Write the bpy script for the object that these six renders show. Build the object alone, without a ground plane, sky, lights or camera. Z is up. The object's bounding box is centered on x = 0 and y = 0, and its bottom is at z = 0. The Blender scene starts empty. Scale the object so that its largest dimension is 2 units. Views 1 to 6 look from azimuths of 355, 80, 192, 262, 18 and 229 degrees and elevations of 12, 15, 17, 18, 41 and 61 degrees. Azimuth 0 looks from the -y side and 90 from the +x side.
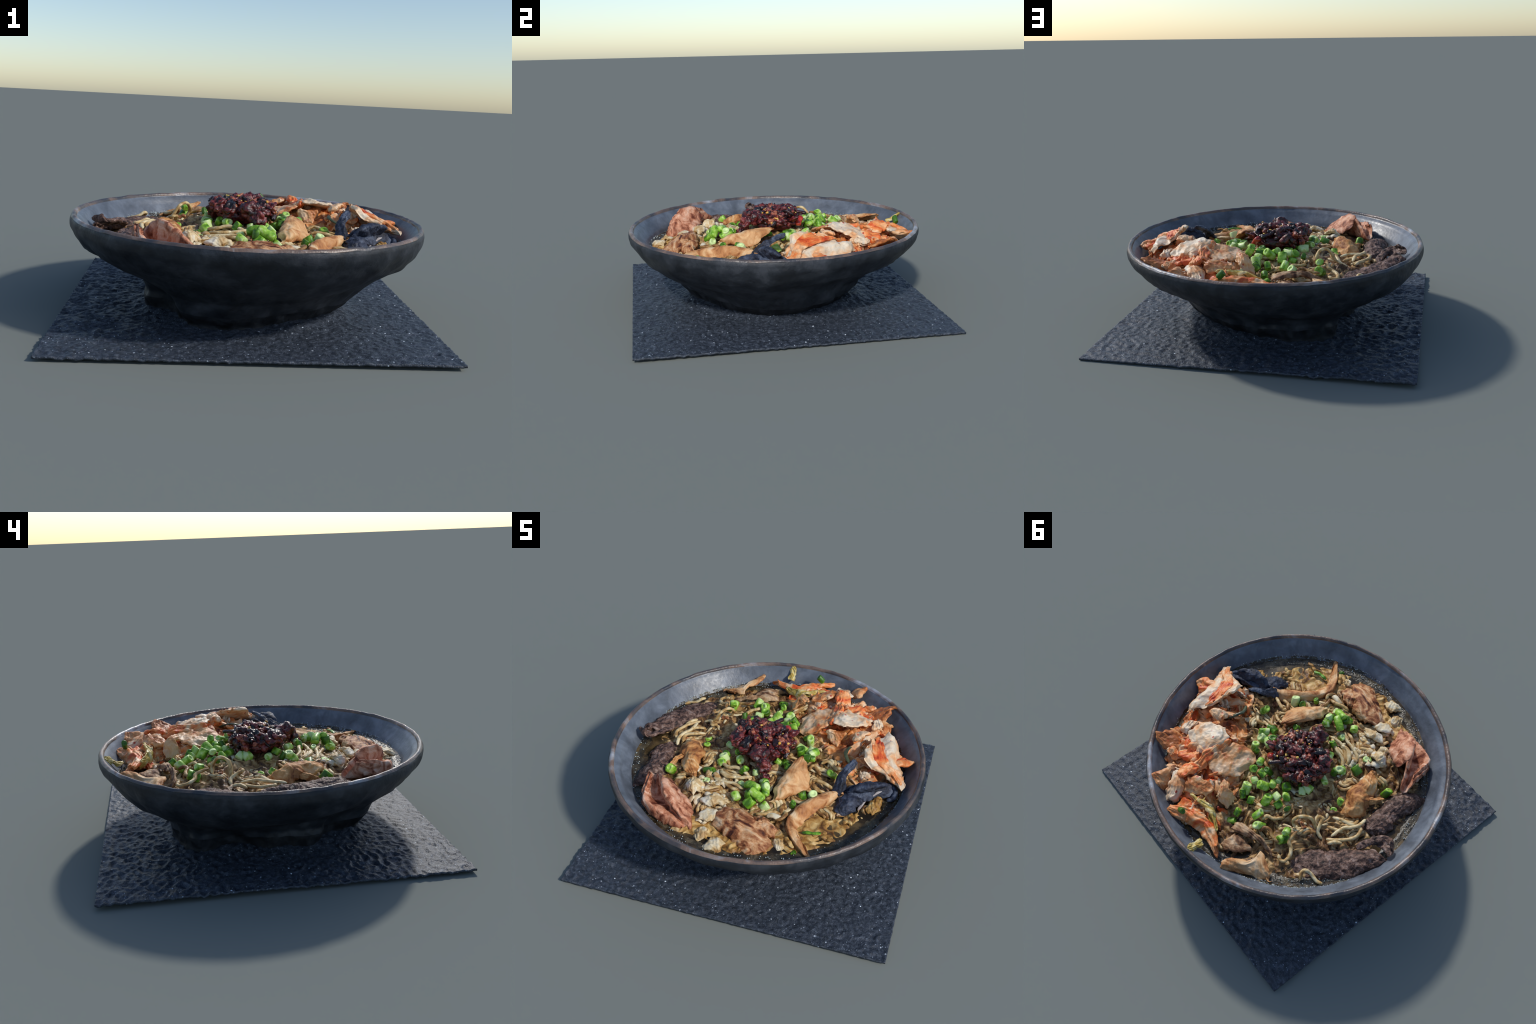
import bpy, math, random
import numpy as np
from mathutils import Vector, Matrix, Euler, noise as mnoise

rng = random.Random(7)

# ------------------------------------------------------------------ helpers
def fbm(p, f, octv=3):
    """Signed fractal noise of a point at frequency f."""
    return mnoise.fractal(Vector(p) * f, 1.0, 2.0, octv)

def vnoise(p, f, seed=0.0):
    return mnoise.noise_vector(Vector((p[0] * f + seed, p[1] * f - seed, p[2] * f + 2 * seed)))

def smooth(a, b, x):
    t = min(1.0, max(0.0, (x - a) / (b - a)))
    return t * t * (3 - 2 * t)

def new_obj(name, verts, faces, mat, parent=None, smooth_shade=True, recentre=True):
    v = np.asarray(verts, dtype=float)
    c = v.mean(0) if recentre else np.zeros(3)
    me = bpy.data.meshes.new(name)
    me.from_pydata((v - c).tolist(), [], faces)
    me.update()
    if recentre:
        import bmesh
        bm = bmesh.new(); bm.from_mesh(me)
        bmesh.ops.recalc_face_normals(bm, faces=bm.faces)
        bm.to_mesh(me); bm.free()
    if smooth_shade:
        me.shade_smooth()
    me.materials.append(mat)
    ob = bpy.data.objects.new(name, me)
    bpy.context.collection.objects.link(ob)
    ob.location = c
    if parent is not None:
        ob.parent = parent
    return ob

def empty(name, parent=None):
    ob = bpy.data.objects.new(name, None)
    bpy.context.collection.objects.link(ob)
    if parent is not None:
        ob.parent = parent
    return ob

def catmull(pts, n):
    """Catmull-Rom resampling along axis 0 of an array of control points."""
    P = np.asarray(pts, float)
    if len(P) == 2:
        t = np.linspace(0, 1, n).reshape([-1] + [1] * (P.ndim - 1))
        return P[0] * (1 - t) + P[1] * t
    E = np.concatenate([[2 * P[0] - P[1]], P, [2 * P[-1] - P[-2]]])
    out = []
    for s in np.linspace(0, len(P) - 1 - 1e-9, n):
        i = int(s); t = s - i
        a, b, c, d = E[i], E[i + 1], E[i + 2], E[i + 3]
        out.append(0.5 * (2 * b + (c - a) * t + (2 * a - 5 * b + 4 * c - d) * t * t
                          + (3 * b - a - 3 * c + d) * t ** 3))
    return np.array(out)

def sheet(name, rows, mat, parent, thick=0.02, n=34, m=26, rough=0.006, fine=0.002, rib=0.0,
          ribf=9.0, edge=0.01, seed=0.0, crease=0.004, swell=1.0, rounded=0.55, ruffle=0.0):
    """A soft slice or leaf: a smooth surface through a small control grid, given thickness,
    rounded borders, ragged edges, ribs along its length and lumps."""
    rows = np.asarray(rows, float); mid = rows.reshape(-1, 3).mean(0)
    rows = mid + (rows - mid) * np.array([swell, swell, 1.0])
    D = catmull(rows, 2 * n)                                     # along
    D = catmull(D.transpose(1, 0, 2), 2 * m).transpose(1, 0, 2)  # across
    X = np.linspace(-1, 1, n)[:, None] * np.ones((1, m)); Y = np.linspace(-1, 1, m)[None, :] * np.ones((n, 1))
    Xr = X * (1 - rounded + rounded * np.sqrt(1 - Y * Y / 2)); Yr = Y * (1 - rounded + rounded * np.sqrt(1 - X * X / 2))
    fi = np.clip((Xr + 1) / 2 * (2 * n - 1), 0, 2 * n - 1.001); fj = np.clip((Yr + 1) / 2 * (2 * m - 1), 0, 2 * m - 1.001)
    i0 = fi.astype(int); j0 = fj.astype(int); ti = (fi - i0)[..., None]; tj = (fj - j0)[..., None]
    G = ((D[i0, j0] * (1 - ti) + D[i0 + 1, j0] * ti) * (1 - tj) + (D[i0, j0 + 1] * (1 - ti) + D[i0 + 1, j0 + 1] * ti) * tj)
    U = np.linspace(0, 1, n)[:, None] * np.ones((1, m))
    V = np.linspace(0, 1, m)[None, :] * np.ones((n, 1))
    # ragged outline
    cen = G.reshape(-1, 3).mean(0)
    for i in range(n):
        for j in range(m):
            b = max(abs(2 * U[i, j] - 1), abs(2 * V[i, j] - 1)) ** 4
            p = G[i, j]
            nv = vnoise(p, 22, seed)
            d = p - cen; d[2] *= 0.3
            L = np.linalg.norm(d) + 1e-6
            G[i, j] = p + np.array(nv) * rough + d / L * b * edge * mnoise.noise(Vector(p) * 35 + Vector((seed, 0, 0)))
    du = np.gradient(G, axis=0); dv = np.gradient(G, axis=1)
    N = np.cross(du, dv); N /= (np.linalg.norm(N, axis=2, keepdims=True) + 1e-9)
    if N[..., 2].mean() < 0:
        N = -N
    prof = np.sqrt(np.clip(1 - np.abs(2 * U - 1) ** 5, 0, 1)) * np.sqrt(np.clip(1 - np.abs(2 * V - 1) ** 4, 0, 1))
    disp = np.zeros((n, m))
    for i in range(n):
        for j in range(m):
            p = G[i, j]
            q = Vector((U[i, j] * 2.2 + seed, V[i, j] * ribf + 1.3 * mnoise.noise(Vector(p) * 9), seed))
            w = vnoise(p, 11, seed)
            cr = 1 - 2.4 * abs(mnoise.noise(Vector(p) * 12 + w * 0.9))
            disp[i, j] = fine * fbm(p, 60, 3) + rib * (mnoise.noise(q) + .4 * mnoise.noise(q * 2.1)) + crease * (cr - .4)
            if ruffle:
                e = max(abs(2 * U[i, j] - 1), abs(2 * V[i, j] - 1)) ** 3
                disp[i, j] += ruffle * e * mnoise.noise(Vector(p) * 15 + Vector((seed, 0, 0)))
    T = G + N * (disp - thick * 0.5 * (1 - prof))[..., None]
    B = G - N * (thick * 0.5 * (1 + prof) + 0.0012 - disp * 0.6)[..., None]
    verts = np.concatenate([T.reshape(-1, 3), B.reshape(-1, 3)])
    o = n * m
    f = []
    for i in range(n - 1):
        for j in range(m - 1):
            a = i * m + j
            f.append((a, a + 1, a + m + 1, a + m))
            f.append((o + a, o + a + m, o + a + m + 1, o + a + 1))
    ring = [j for j in range(m)] + [i * m + m - 1 for i in range(1, n)] + \
           [(n - 1) * m + j for j in range(m - 2, -1, -1)] + [i * m for i in range(n - 2, 0, -1)]
    for k in range(len(ring)):
        a, b = ring[k], ring[(k + 1) % len(ring)]
        f.append((b, a, o + a, o + b))
    return new_obj(name, verts, f, mat, parent)

def tube(path, radius, sides=10, flat=0.65, n=28, taper=0.35, jitter=0.0, seed=0.0):
    """Closed tube with an oval section following a spline; returns verts, faces."""
    C = catmull(path, n)
    Tn = np.gradient(C, axis=0); Tn /= np.linalg.norm(Tn, axis=1, keepdims=True) + 1e-9
    verts, faces = [], []
    for i in range(n):
        t = Vector(Tn[i]); side = t.cross(Vector((0, 0, 1)))
        if side.length < 1e-3: side = Vector((1, 0, 0))
        side.normalize(); up = side.cross(t).normalized()
        e = min(i, n - 1 - i) / 3.0
        r = radius * (taper + (1 - taper) * min(1, math.sqrt(max(0, e))))
        for k in range(sides):
            a = 2 * math.pi * k / sides
            p = Vector(C[i]) + side * math.cos(a) * r + up * math.sin(a) * r * flat
            if jitter:
                p += vnoise(p, 45, seed) * jitter
            verts.append(p[:])
    for i in range(n - 1):
        for k in range(sides):
            a = i * sides + k; b = i * sides + (k + 1) % sides
            faces.append((a, b, b + sides, a + sides))
    faces.append(tuple(reversed(range(sides))))
    faces.append(tuple((n - 1) * sides + k for k in range(sides)))
    return verts, faces

def ico(sub):
    import bmesh
    bm = bmesh.new(); bmesh.ops.create_icosphere(bm, subdivisions=sub, radius=1.0)
    v = np.array([x.co[:] for x in bm.verts]); f = [tuple(q.index for q in x.verts) for x in bm.faces]
    bm.free(); return v, f

ICO = {s: ico(s) for s in (1, 2, 3, 4)}

def lump(radii, sub=3, amp=0.25, freq=1.3, fine=0.08, seed=0.0):
    v, f = ICO[sub]
    out = []
    for p in v:
        s = Vector((seed * 3.1, seed, -seed))
        k = 1 + amp * mnoise.noise(Vector(p) * freq + s) + fine * mnoise.noise(Vector(p) * freq * 3.3 + s)
        out.append((p[0] * radii[0] * k, p[1] * radii[1] * k, p[2] * radii[2] * k))
    return np.array(out), f

# ------------------------------------------------------------------ materials
def material(name, stops, scale=8.0, detail=5.0, distort=0.6, stretch=(1, 1, 1), rough=0.45, rough_var=0.15,
             bump=0.25, bump_scale=60.0, spec=0.5, coat=0.0, sss=0.0, vary=0.0, spots=(), trans=0.0, squeeze=0.6):
    """Principled material coloured by a warped noise through a ramp; spots = list of
    (colour, voronoi scale, size, share) laid over it."""
    m = bpy.data.materials.new(name); m.use_nodes = True
    nt = m.node_tree; N = nt.nodes; L = nt.links
    bs = N["Principled BSDF"]
    tc = N.new("ShaderNodeTexCoord")
    oi = N.new("ShaderNodeObjectInfo")
    off = N.new("ShaderNodeVectorMath"); off.operation = 'MULTIPLY'
    off.inputs[1].default_value = (7.0, 7.0, 7.0)
    comb = N.new("ShaderNodeCombineXYZ")
    for i in range(3): L.new(oi.outputs["Random"], comb.inputs[i])
    L.new(comb.outputs[0], off.inputs[0])
    add = N.new("ShaderNodeVectorMath"); add.operation = 'ADD'
    L.new(tc.outputs["Object"], add.inputs[0]); L.new(off.outputs[0], add.inputs[1])
    mp = N.new("ShaderNodeMapping"); mp.inputs["Scale"].default_value = stretch
    L.new(add.outputs[0], mp.inputs["Vector"])
    nz = N.new("ShaderNodeTexNoise"); nz.inputs["Scale"].default_value = scale
    nz.inputs["Detail"].default_value = detail; nz.inputs["Distortion"].default_value = distort
    nz.inputs["Roughness"].default_value = 0.6
    L.new(mp.outputs[0], nz.inputs["Vector"])
    stops = [(0.5 + (p - 0.5) * squeeze, c) for p, c in stops]
    cr = N.new("ShaderNodeValToRGB"); e = cr.color_ramp.elements
    e[0].position, e[0].color = stops[0][0], (*stops[0][1], 1)
    e[1].position, e[1].color = stops[-1][0], (*stops[-1][1], 1)
    for pos, c in stops[1:-1]:
        k = e.new(pos); k.color = (*c, 1)
    fac = nz.outputs["Fac"]
    if vary:
        mr = N.new("ShaderNodeMath"); mr.operation = 'MULTIPLY_ADD'
        mr.inputs[1].default_value = vary; mr.inputs[2].default_value = -vary / 2
        L.new(oi.outputs["Random"], mr.inputs[0])
        ad = N.new("ShaderNodeMath"); ad.operation = 'ADD'
        L.new(fac, ad.inputs[0]); L.new(mr.outputs[0], ad.inputs[1]); fac = ad.outputs[0]
    L.new(fac, cr.inputs[0])
    col = cr.outputs[0]
    for c, sc, size, share in spots:
        vo = N.new("ShaderNodeTexVoronoi"); vo.inputs["Scale"].default_value = sc
        L.new(add.outputs[0], vo.inputs["Vector"])
        lt = N.new("ShaderNodeMath"); lt.operation = 'LESS_THAN'; lt.inputs[1].default_value = size
        L.new(vo.outputs["Distance"], lt.inputs[0])
        sp = N.new("ShaderNodeSeparateColor"); L.new(vo.outputs["Color"], sp.inputs[0])
        l2 = N.new("ShaderNodeMath"); l2.operation = 'LESS_THAN'; l2.inputs[1].default_value = share
        L.new(sp.outputs[0], l2.inputs[0])
        mu = N.new("ShaderNodeMath"); mu.operation = 'MULTIPLY'
        L.new(lt.outputs[0], mu.inputs[0]); L.new(l2.outputs[0], mu.inputs[1])
        # uneven strength
        m2 = N.new("ShaderNodeMath"); m2.operation = 'MULTIPLY'; L.new(mu.outputs[0], m2.inputs[0]); L.new(sp.outputs[1], m2.inputs[1])
        mx = N.new("ShaderNodeMix"); mx.data_type = 'RGBA'
        L.new(m2.outputs[0], mx.inputs[0]); L.new(col, mx.inputs[6]); mx.inputs[7].default_value = (*c, 1)
        col = mx.outputs[2]
    L.new(col, bs.inputs["Base Color"])
    n2 = N.new("ShaderNodeTexNoise"); n2.inputs["Scale"].default_value = bump_scale; n2.inputs["Detail"].default_value = 4
    L.new(mp.outputs[0], n2.inputs["Vector"])
    bp = N.new("ShaderNodeBump"); bp.inputs["Strength"].default_value = bump; bp.inputs["Distance"].default_value = 0.01
    L.new(n2.outputs["Fac"], bp.inputs["Height"]); L.new(bp.outputs[0], bs.inputs["Normal"])
    ra = N.new("ShaderNodeMath"); ra.operation = 'MULTIPLY_ADD'
    ra.inputs[1].default_value = rough_var * 2; ra.inputs[2].default_value = rough - rough_var
    L.new(n2.outputs["Fac"], ra.inputs[0]); L.new(ra.outputs[0], bs.inputs["Roughness"])
    bs.inputs["Specular IOR Level"].default_value = spec
    bs.inputs["Coat Weight"].default_value = coat; bs.inputs["Coat Roughness"].default_value = 0.2
    if sss:
        bs.inputs["Subsurface Weight"].default_value = sss
        bs.inputs["Subsurface Radius"].default_value = (0.02, 0.01, 0.005)
        bs.inputs["Subsurface Scale"].default_value = 0.5
    if trans:
        tb = N.new("ShaderNodeBsdfTranslucent"); L.new(col, tb.inputs[0])
        ms = N.new("ShaderNodeMixShader"); ms.inputs[0].default_value = trans
        L.new(bs.outputs[0], ms.inputs[1]); L.new(tb.outputs[0], ms.inputs[2])
        L.new(ms.outputs[0], N["Material Output"].inputs["Surface"])
    return m

M = {}
M['mat'] = material("pebbled_mat", [(0.25, (.019, .025, .035)), (0.5, (.036, .045, .062)), (0.75, (.074, .089, .117))],
                    scale=48, detail=7, rough=.48, bump=.5, bump_scale=140, spec=.4,
                    spots=[((.75, .83, .92), 30, .15, .19), ((.36, .42, .50), 75, .24, .2)])
M['bowl'] = material("dark_glaze", [(0.25, (.009, .011, .015)), (0.5, (.018, .022, .029)), (0.75, (.040, .045, .056))],  # base colour lowered to include the occlusion beneath the flaring side
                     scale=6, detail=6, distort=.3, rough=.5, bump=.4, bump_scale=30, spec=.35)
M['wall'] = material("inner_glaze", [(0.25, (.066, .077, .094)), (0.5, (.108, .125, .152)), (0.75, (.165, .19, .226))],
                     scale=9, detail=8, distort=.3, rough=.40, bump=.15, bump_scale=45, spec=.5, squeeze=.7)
M['foot'] = material("raw_dark_clay", [(0.3, (.005, .006, .008)), (0.5, (.011, .013, .017)), (0.7, (.022, .025, .031))], scale=9, rough=.6, rough_var=.1, bump=.4, spec=.2)  # bowl colour darkened further: contact shade under the bowl baked in
M['rim'] = material("worn_rim", [(0.3, (.040, .042, .052)), (0.42, (.085, .068, .065)), (0.53, (.19, .125, .095)), (0.62, (.27, .26, .27)), (0.75, (.44, .47, .52))],  # two palest stops are specular glints painted into the brown
                    scale=3, detail=8, distort=.8, rough=.38, bump=.3, bump_scale=60, spec=.5, squeeze=.7)
M['broth'] = material("brown_broth", [(0.3, (.018, .013, .008)), (0.5, (.045, .030, .014)), (0.7, (.13, .085, .035))],
                      scale=7, detail=6, rough=.28, rough_var=.06, bump=.12, bump_scale=40, spec=.28)
M['foam'] = material("foam_bubble", [(0.3, (.16, .19, .18)), (0.7, (.55, .62, .62))], scale=90, rough=.15, bump=0, spec=.7)
M['film'] = material("foam_film", [(0.3, (.016, .013, .008)), (0.5, (.045, .034, .017)), (0.7, (.12, .095, .055))], scale=14, detail=7, rough=.3, bump=.4, bump_scale=90,
                     spots=[((.36, .38, .34), 110, .22, .14)])
M['bed'] = material("noodle_tangle", [(0.28, (.035, .014, .005)), (0.43, (.16, .072, .022)), (0.57, (.42, .25, .092)), (0.76, (.66, .50, .27))],
                    scale=13, detail=4, distort=1.0, rough=.5, bump=.4, bump_scale=40, spec=.4, squeeze=.75)
M['kbed'] = material("kimchi_mash", [(0.28, (.12, .025, .006)), (0.42, (.44, .11, .025)), (0.55, (.68, .28, .08)), (0.74, (.78, .54, .30))],
                     scale=11, detail=4, distort=1.0, rough=.5, bump=.4, bump_scale=40, spec=.4, squeeze=.75)
M['yellow'] = material("egg_ribbon", [(0.28, (.13, .050, .011)), (0.46, (.42, .215, .05)), (0.60, (.62, .40, .14)), (0.80, (.76, .60, .32))],
                       scale=11, detail=4, distort=1.0, rough=.5, bump=.35, spec=.4, squeeze=.75)
M['noodle'] = material("wet_noodle", [(0.22, (.20, .085, .022)), (0.40, (.44, .255, .085)), (0.56, (.62, .43, .19)), (0.80, (.78, .66, .40))],
                       scale=14, detail=4, distort=.8, rough=.45, bump=.3, spec=.4, vary=.25)
M['pork'] = material("braised_pork", [(0.25, (.14, .035, .018)), (0.42, (.42, .155, .08)), (0.56, (.64, .31, .185)), (0.78, (.76, .50, .36))],
                     scale=10, detail=8, distort=1.4, rough=.6, bump=.6, bump_scale=55, spec=.28)
M['fibre'] = material("fibrous_stew_meat", [(0.25, (.07, .018, .009)), (0.42, (.30, .105, .04)), (0.56, (.58, .30, .135)), (0.78, (.76, .54, .34))],
                     scale=7, detail=8, distort=1.6, stretch=(1.0, 1.9, 1.0), rough=.6, bump=.6, bump_scale=50, spec=.28)
M['mush'] = material("stewed_mushroom", [(0.25, (.22, .065, .018)), (0.40, (.52, .235, .085)), (0.56, (.70, .42, .20)), (0.78, (.80, .60, .38))],
                     scale=7, detail=7, distort=1.2, rough=.6, bump=.35, bump_scale=50, spec=.28)
M['mushdark'] = material("shiitake_skin", [(0.25, (.07, .028, .014)), (0.42, (.23, .112, .052)), (0.58, (.46, .28, .15)), (0.78, (.62, .46, .30))],
                     scale=9, detail=7, distort=1.2, rough=.6, bump=.4, bump_scale=50, spec=.28)
M['beef'] = material("dark_spongy_meat", [(0.28, (.022, .012, .010)), (0.43, (.085, .045, .032)), (0.58, (.18, .102, .074)), (0.8, (.32, .23, .19))],
                     scale=30, detail=8, distort=.6, rough=.55, bump=1.0, bump_scale=70, spec=.35)
M['fungus'] = material("black_fungus_skin", [(0.28, (.011, .013, .020)), (0.5, (.036, .043, .068)), (0.75, (.10, .125, .18))],
                       scale=12, detail=6, rough=.55, bump=.8, bump_scale=70, spec=.28)
M['chick'] = material("fried_skin", [(0.25, (.20, .06, .018)), (0.42, (.44, .18, .055)), (0.58, (.64, .33, .12)), (0.78, (.74, .50, .28))],
                      scale=11, detail=7, distort=1.0, rough=.6, bump=.6, bump_scale=45, spec=.28)
M['cab'] = material("pale_cabbage", [(0.25, (.36, .19, .06)), (0.42, (.62, .45, .23)), (0.58, (.76, .66, .46)), (0.8, (.80, .76, .64))],
                    scale=10, detail=5, distort=.8, rough=.55, bump=.3, spec=.28)
fl = [((.42, .035, .012), 38, .34, .16)]
M['kw'] = material("kimchi_pale", [(0.22, (.60, .12, .025)), (0.36, (.76, .34, .13)), (0.47, (.76, .50, .29)), (0.60, (.76, .62, .45)), (0.80, (.66, .62, .55))],
                   scale=6, detail=5, distort=1.0, rough=.45, bump=.35, spec=.45, spots=fl, squeeze=.8)
M['ko'] = material("kimchi_red", [(0.22, (.36, .025, .006)), (0.38, (.68, .11, .02)), (0.50, (.78, .27, .075)), (0.62, (.80, .48, .25)), (0.80, (.78, .66, .50))],
                   scale=6, detail=5, distort=1.2, rough=.45, bump=.4, spec=.45, spots=fl, squeeze=.8)
M['kb'] = material("kimchi_brown", [(0.22, (.20, .05, .012)), (0.38, (.52, .17, .045)), (0.52, (.70, .36, .15)), (0.76, (.76, .57, .38))],
                   scale=6, detail=5, distort=1.2, rough=.45, bump=.4, spec=.45, spots=fl, squeeze=.8)
M['ky'] = material("kimchi_yellow", [(0.3, (.30, .18, .03)), (0.5, (.56, .40, .09)), (0.7, (.70, .60, .30))],
                   scale=9, detail=5, distort=1.0, rough=.35, bump=.3, spec=.28, spots=fl)
M['kg'] = material("kimchi_glassy", [(0.3, (.30, .24, .22)), (0.5, (.47, .44, .44)), (0.7, (.66, .58, .50))],
                   scale=6, detail=5, distort=1.0, rough=.5, bump=.25, spec=.28)
M['green'] = material("scallion_green", [(0.28, (.050, .14, .007)), (0.42, (.15, .35, .018)), (0.58, (.34, .57, .065)), (0.82, (.62, .77, .34))],
                      scale=16, detail=3, distort=.4, rough=.4, bump=.15, spec=.45, vary=.45)
M['vine'] = material("dark_green_leaf", [(0.3, (.02, .03, .015)), (0.6, (.07, .085, .04))], scale=12, rough=.3)
M['chili'] = material("chili_crisp", [(0.24, (.006, .003, .004)), (0.43, (.022, .005, .006)), (0.56, (.10, .010, .009)), (0.70, (.20, .028, .018)), (0.90, (.42, .14, .07))],
                      scale=18, detail=5, distort=1.0, rough=.34, bump=.6, bump_scale=60, spec=.5, coat=.15, vary=.4)
M['chilired'] = material("chili_chunk", [(0.24, (.010, .004, .005)), (0.44, (.055, .008, .009)), (0.60, (.15, .018, .016)), (0.82, (.32, .09, .075))],
                      scale=22, detail=5, distort=1.0, rough=.34, bump=.7, bump_scale=60, spec=.5, coat=.1)
M['seed'] = material("chili_seed", [(0.3, (.62, .30, .04)), (0.7, (.80, .56, .14))], scale=20, rough=.55, bump=.1, vary=.3)
M['redpep'] = material("red_pepper", [(0.3, (.24, .015, .01)), (0.6, (.5, .04, .02)), (0.8, (.6, .15, .05))], scale=14, rough=.2, bump=.2, coat=.4)

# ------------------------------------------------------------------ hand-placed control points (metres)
PIECES = {}
PIECES['pork'] = []
PIECES['pork'].append([
    [(-0.464,-0.379,0.5),(-0.494,-0.491,0.585),(-0.585,-0.396,0.47),(-0.572,-0.459,0.554),(-0.633,-0.445,0.43)],
    [(-0.4,-0.448,0.47),(-0.432,-0.599,0.585),(-0.542,-0.481,0.46),(-0.554,-0.556,0.54),(-0.597,-0.55,0.43)],
    [(-0.324,-0.515,0.45),(-0.379,-0.652,0.55),(-0.481,-0.565,0.45),(-0.532,-0.653,0.515),(-0.556,-0.638,0.42)],
    [(-0.279,-0.581,0.435),(-0.324,-0.68,0.5),(-0.41,-0.625,0.45),(-0.436,-0.677,0.49),(-0.475,-0.697,0.41)],
    [(-0.25,-0.637,0.42),(-0.272,-0.688,0.455),(-0.325,-0.668,0.44),(-0.351,-0.703,0.465),(-0.386,-0.725,0.4)],
    [(-0.224,-0.706,0.4),(-0.247,-0.721,0.42),(-0.271,-0.709,0.42),(-0.286,-0.718,0.43),(-0.294,-0.749,0.395)],
])
PIECES['pork'].append([
    [(-0.136,-0.651,0.43),(-0.108,-0.622,0.46),(-0.067,-0.576,0.485),(-0.03,-0.526,0.45)],
    [(-0.043,-0.7,0.43),(-0.01,-0.658,0.48),(0.035,-0.587,0.5),(0.066,-0.546,0.44)],
    [(0.057,-0.746,0.42),(0.071,-0.692,0.47),(0.108,-0.624,0.495),(0.135,-0.599,0.43)],
    [(0.1,-0.781,0.4),(0.135,-0.734,0.445),(0.171,-0.663,0.46),(0.202,-0.663,0.42)],
    [(0.143,-0.8,0.39),(0.185,-0.764,0.41),(0.222,-0.711,0.43),(0.249,-0.71,0.4)],
])
PIECES['pork'].append([
    [(0.088,-0.551,0.47),(0.139,-0.551,0.485),(0.191,-0.541,0.46)],
    [(0.119,-0.603,0.46),(0.181,-0.612,0.475),(0.238,-0.587,0.45)],
    [(0.149,-0.64,0.43),(0.217,-0.654,0.44),(0.251,-0.616,0.42)],
])
PIECES['mush'] = []
PIECES['mush'].append([
    [(0.214,-0.083,0.555),(0.246,-0.074,0.565),(0.279,-0.087,0.55)],
    [(0.183,-0.19,0.53),(0.238,-0.197,0.55),(0.308,-0.146,0.52)],
    [(0.157,-0.301,0.5),(0.229,-0.28,0.52),(0.325,-0.196,0.48)],
    [(0.167,-0.367,0.48),(0.223,-0.339,0.495),(0.323,-0.239,0.46)],
    [(0.148,-0.402,0.45),(0.198,-0.364,0.455),(0.254,-0.295,0.44)],
])
PIECES['mush'].append([
    [(0.514,-0.224,0.45),(0.528,-0.242,0.485),(0.532,-0.244,0.46)],
    [(0.429,-0.24,0.44),(0.449,-0.29,0.49),(0.487,-0.319,0.44)],
    [(0.338,-0.357,0.42),(0.363,-0.387,0.485),(0.44,-0.387,0.42)],
    [(0.288,-0.477,0.41),(0.315,-0.494,0.465),(0.401,-0.447,0.415)],
    [(0.307,-0.54,0.4),(0.34,-0.58,0.455),(0.386,-0.53,0.415)],
    [(0.367,-0.619,0.39),(0.401,-0.651,0.445),(0.43,-0.607,0.41)],
    [(0.441,-0.692,0.4),(0.463,-0.713,0.435),(0.479,-0.672,0.41)],
])
PIECES['mush'].append([
    [(-0.302,0.868,0.5),(-0.287,0.817,0.505),(-0.29,0.766,0.49),(-0.319,0.707,0.47)],
    [(-0.331,0.839,0.45),(-0.344,0.773,0.475),(-0.368,0.724,0.475),(-0.364,0.666,0.465)],
    [(-0.412,0.745,0.42),(-0.411,0.709,0.45),(-0.401,0.667,0.465),(-0.362,0.603,0.48)],
    [(-0.472,0.716,0.405),(-0.488,0.673,0.43),(-0.477,0.644,0.45),(-0.425,0.61,0.455)],
    [(-0.53,0.672,0.4),(-0.526,0.664,0.4),(-0.503,0.658,0.42),(-0.456,0.621,0.43)],
])
PIECES['mush'].append([
    [(-0.107,0.645,0.45),(-0.122,0.592,0.47),(-0.162,0.553,0.46)],
    [(-0.171,0.636,0.47),(-0.194,0.576,0.495),(-0.255,0.54,0.47)],
    [(-0.246,0.603,0.475),(-0.278,0.557,0.495),(-0.328,0.534,0.47)],
    [(-0.307,0.573,0.46),(-0.349,0.55,0.475),(-0.386,0.537,0.44)],
    [(-0.368,0.572,0.43),(-0.407,0.568,0.44),(-0.429,0.564,0.42)],
])
PIECES['mush'].append([
    [(-0.144,0.679,0.44),(-0.167,0.641,0.455),(-0.208,0.622,0.46)],
    [(-0.154,0.735,0.44),(-0.204,0.682,0.455),(-0.259,0.627,0.45)],
    [(-0.19,0.776,0.44),(-0.256,0.708,0.45),(-0.322,0.62,0.43)],
])
PIECES['fungus'] = []
PIECES['fungus'].append([
    [(0.553,-0.071,0.597),(0.565,-0.06,0.6),(0.581,-0.065,0.59)],
    [(0.516,-0.1,0.56),(0.546,-0.111,0.565),(0.572,-0.081,0.565)],
    [(0.492,-0.145,0.5),(0.526,-0.156,0.53),(0.549,-0.13,0.52)],
    [(0.49,-0.203,0.45),(0.534,-0.212,0.47),(0.564,-0.16,0.47)],
])
PIECES['fungus'].append([
    [(0.565,-0.166,0.475),(0.623,-0.153,0.535),(0.687,-0.136,0.55),(0.765,-0.104,0.54)],
    [(0.563,-0.197,0.465),(0.633,-0.196,0.52),(0.698,-0.179,0.535),(0.78,-0.109,0.515)],
    [(0.57,-0.173,0.42),(0.638,-0.167,0.44),(0.689,-0.152,0.46),(0.744,-0.099,0.46)],
    [(0.595,-0.171,0.4),(0.651,-0.172,0.41),(0.682,-0.145,0.42),(0.733,-0.093,0.42)],
])
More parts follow.
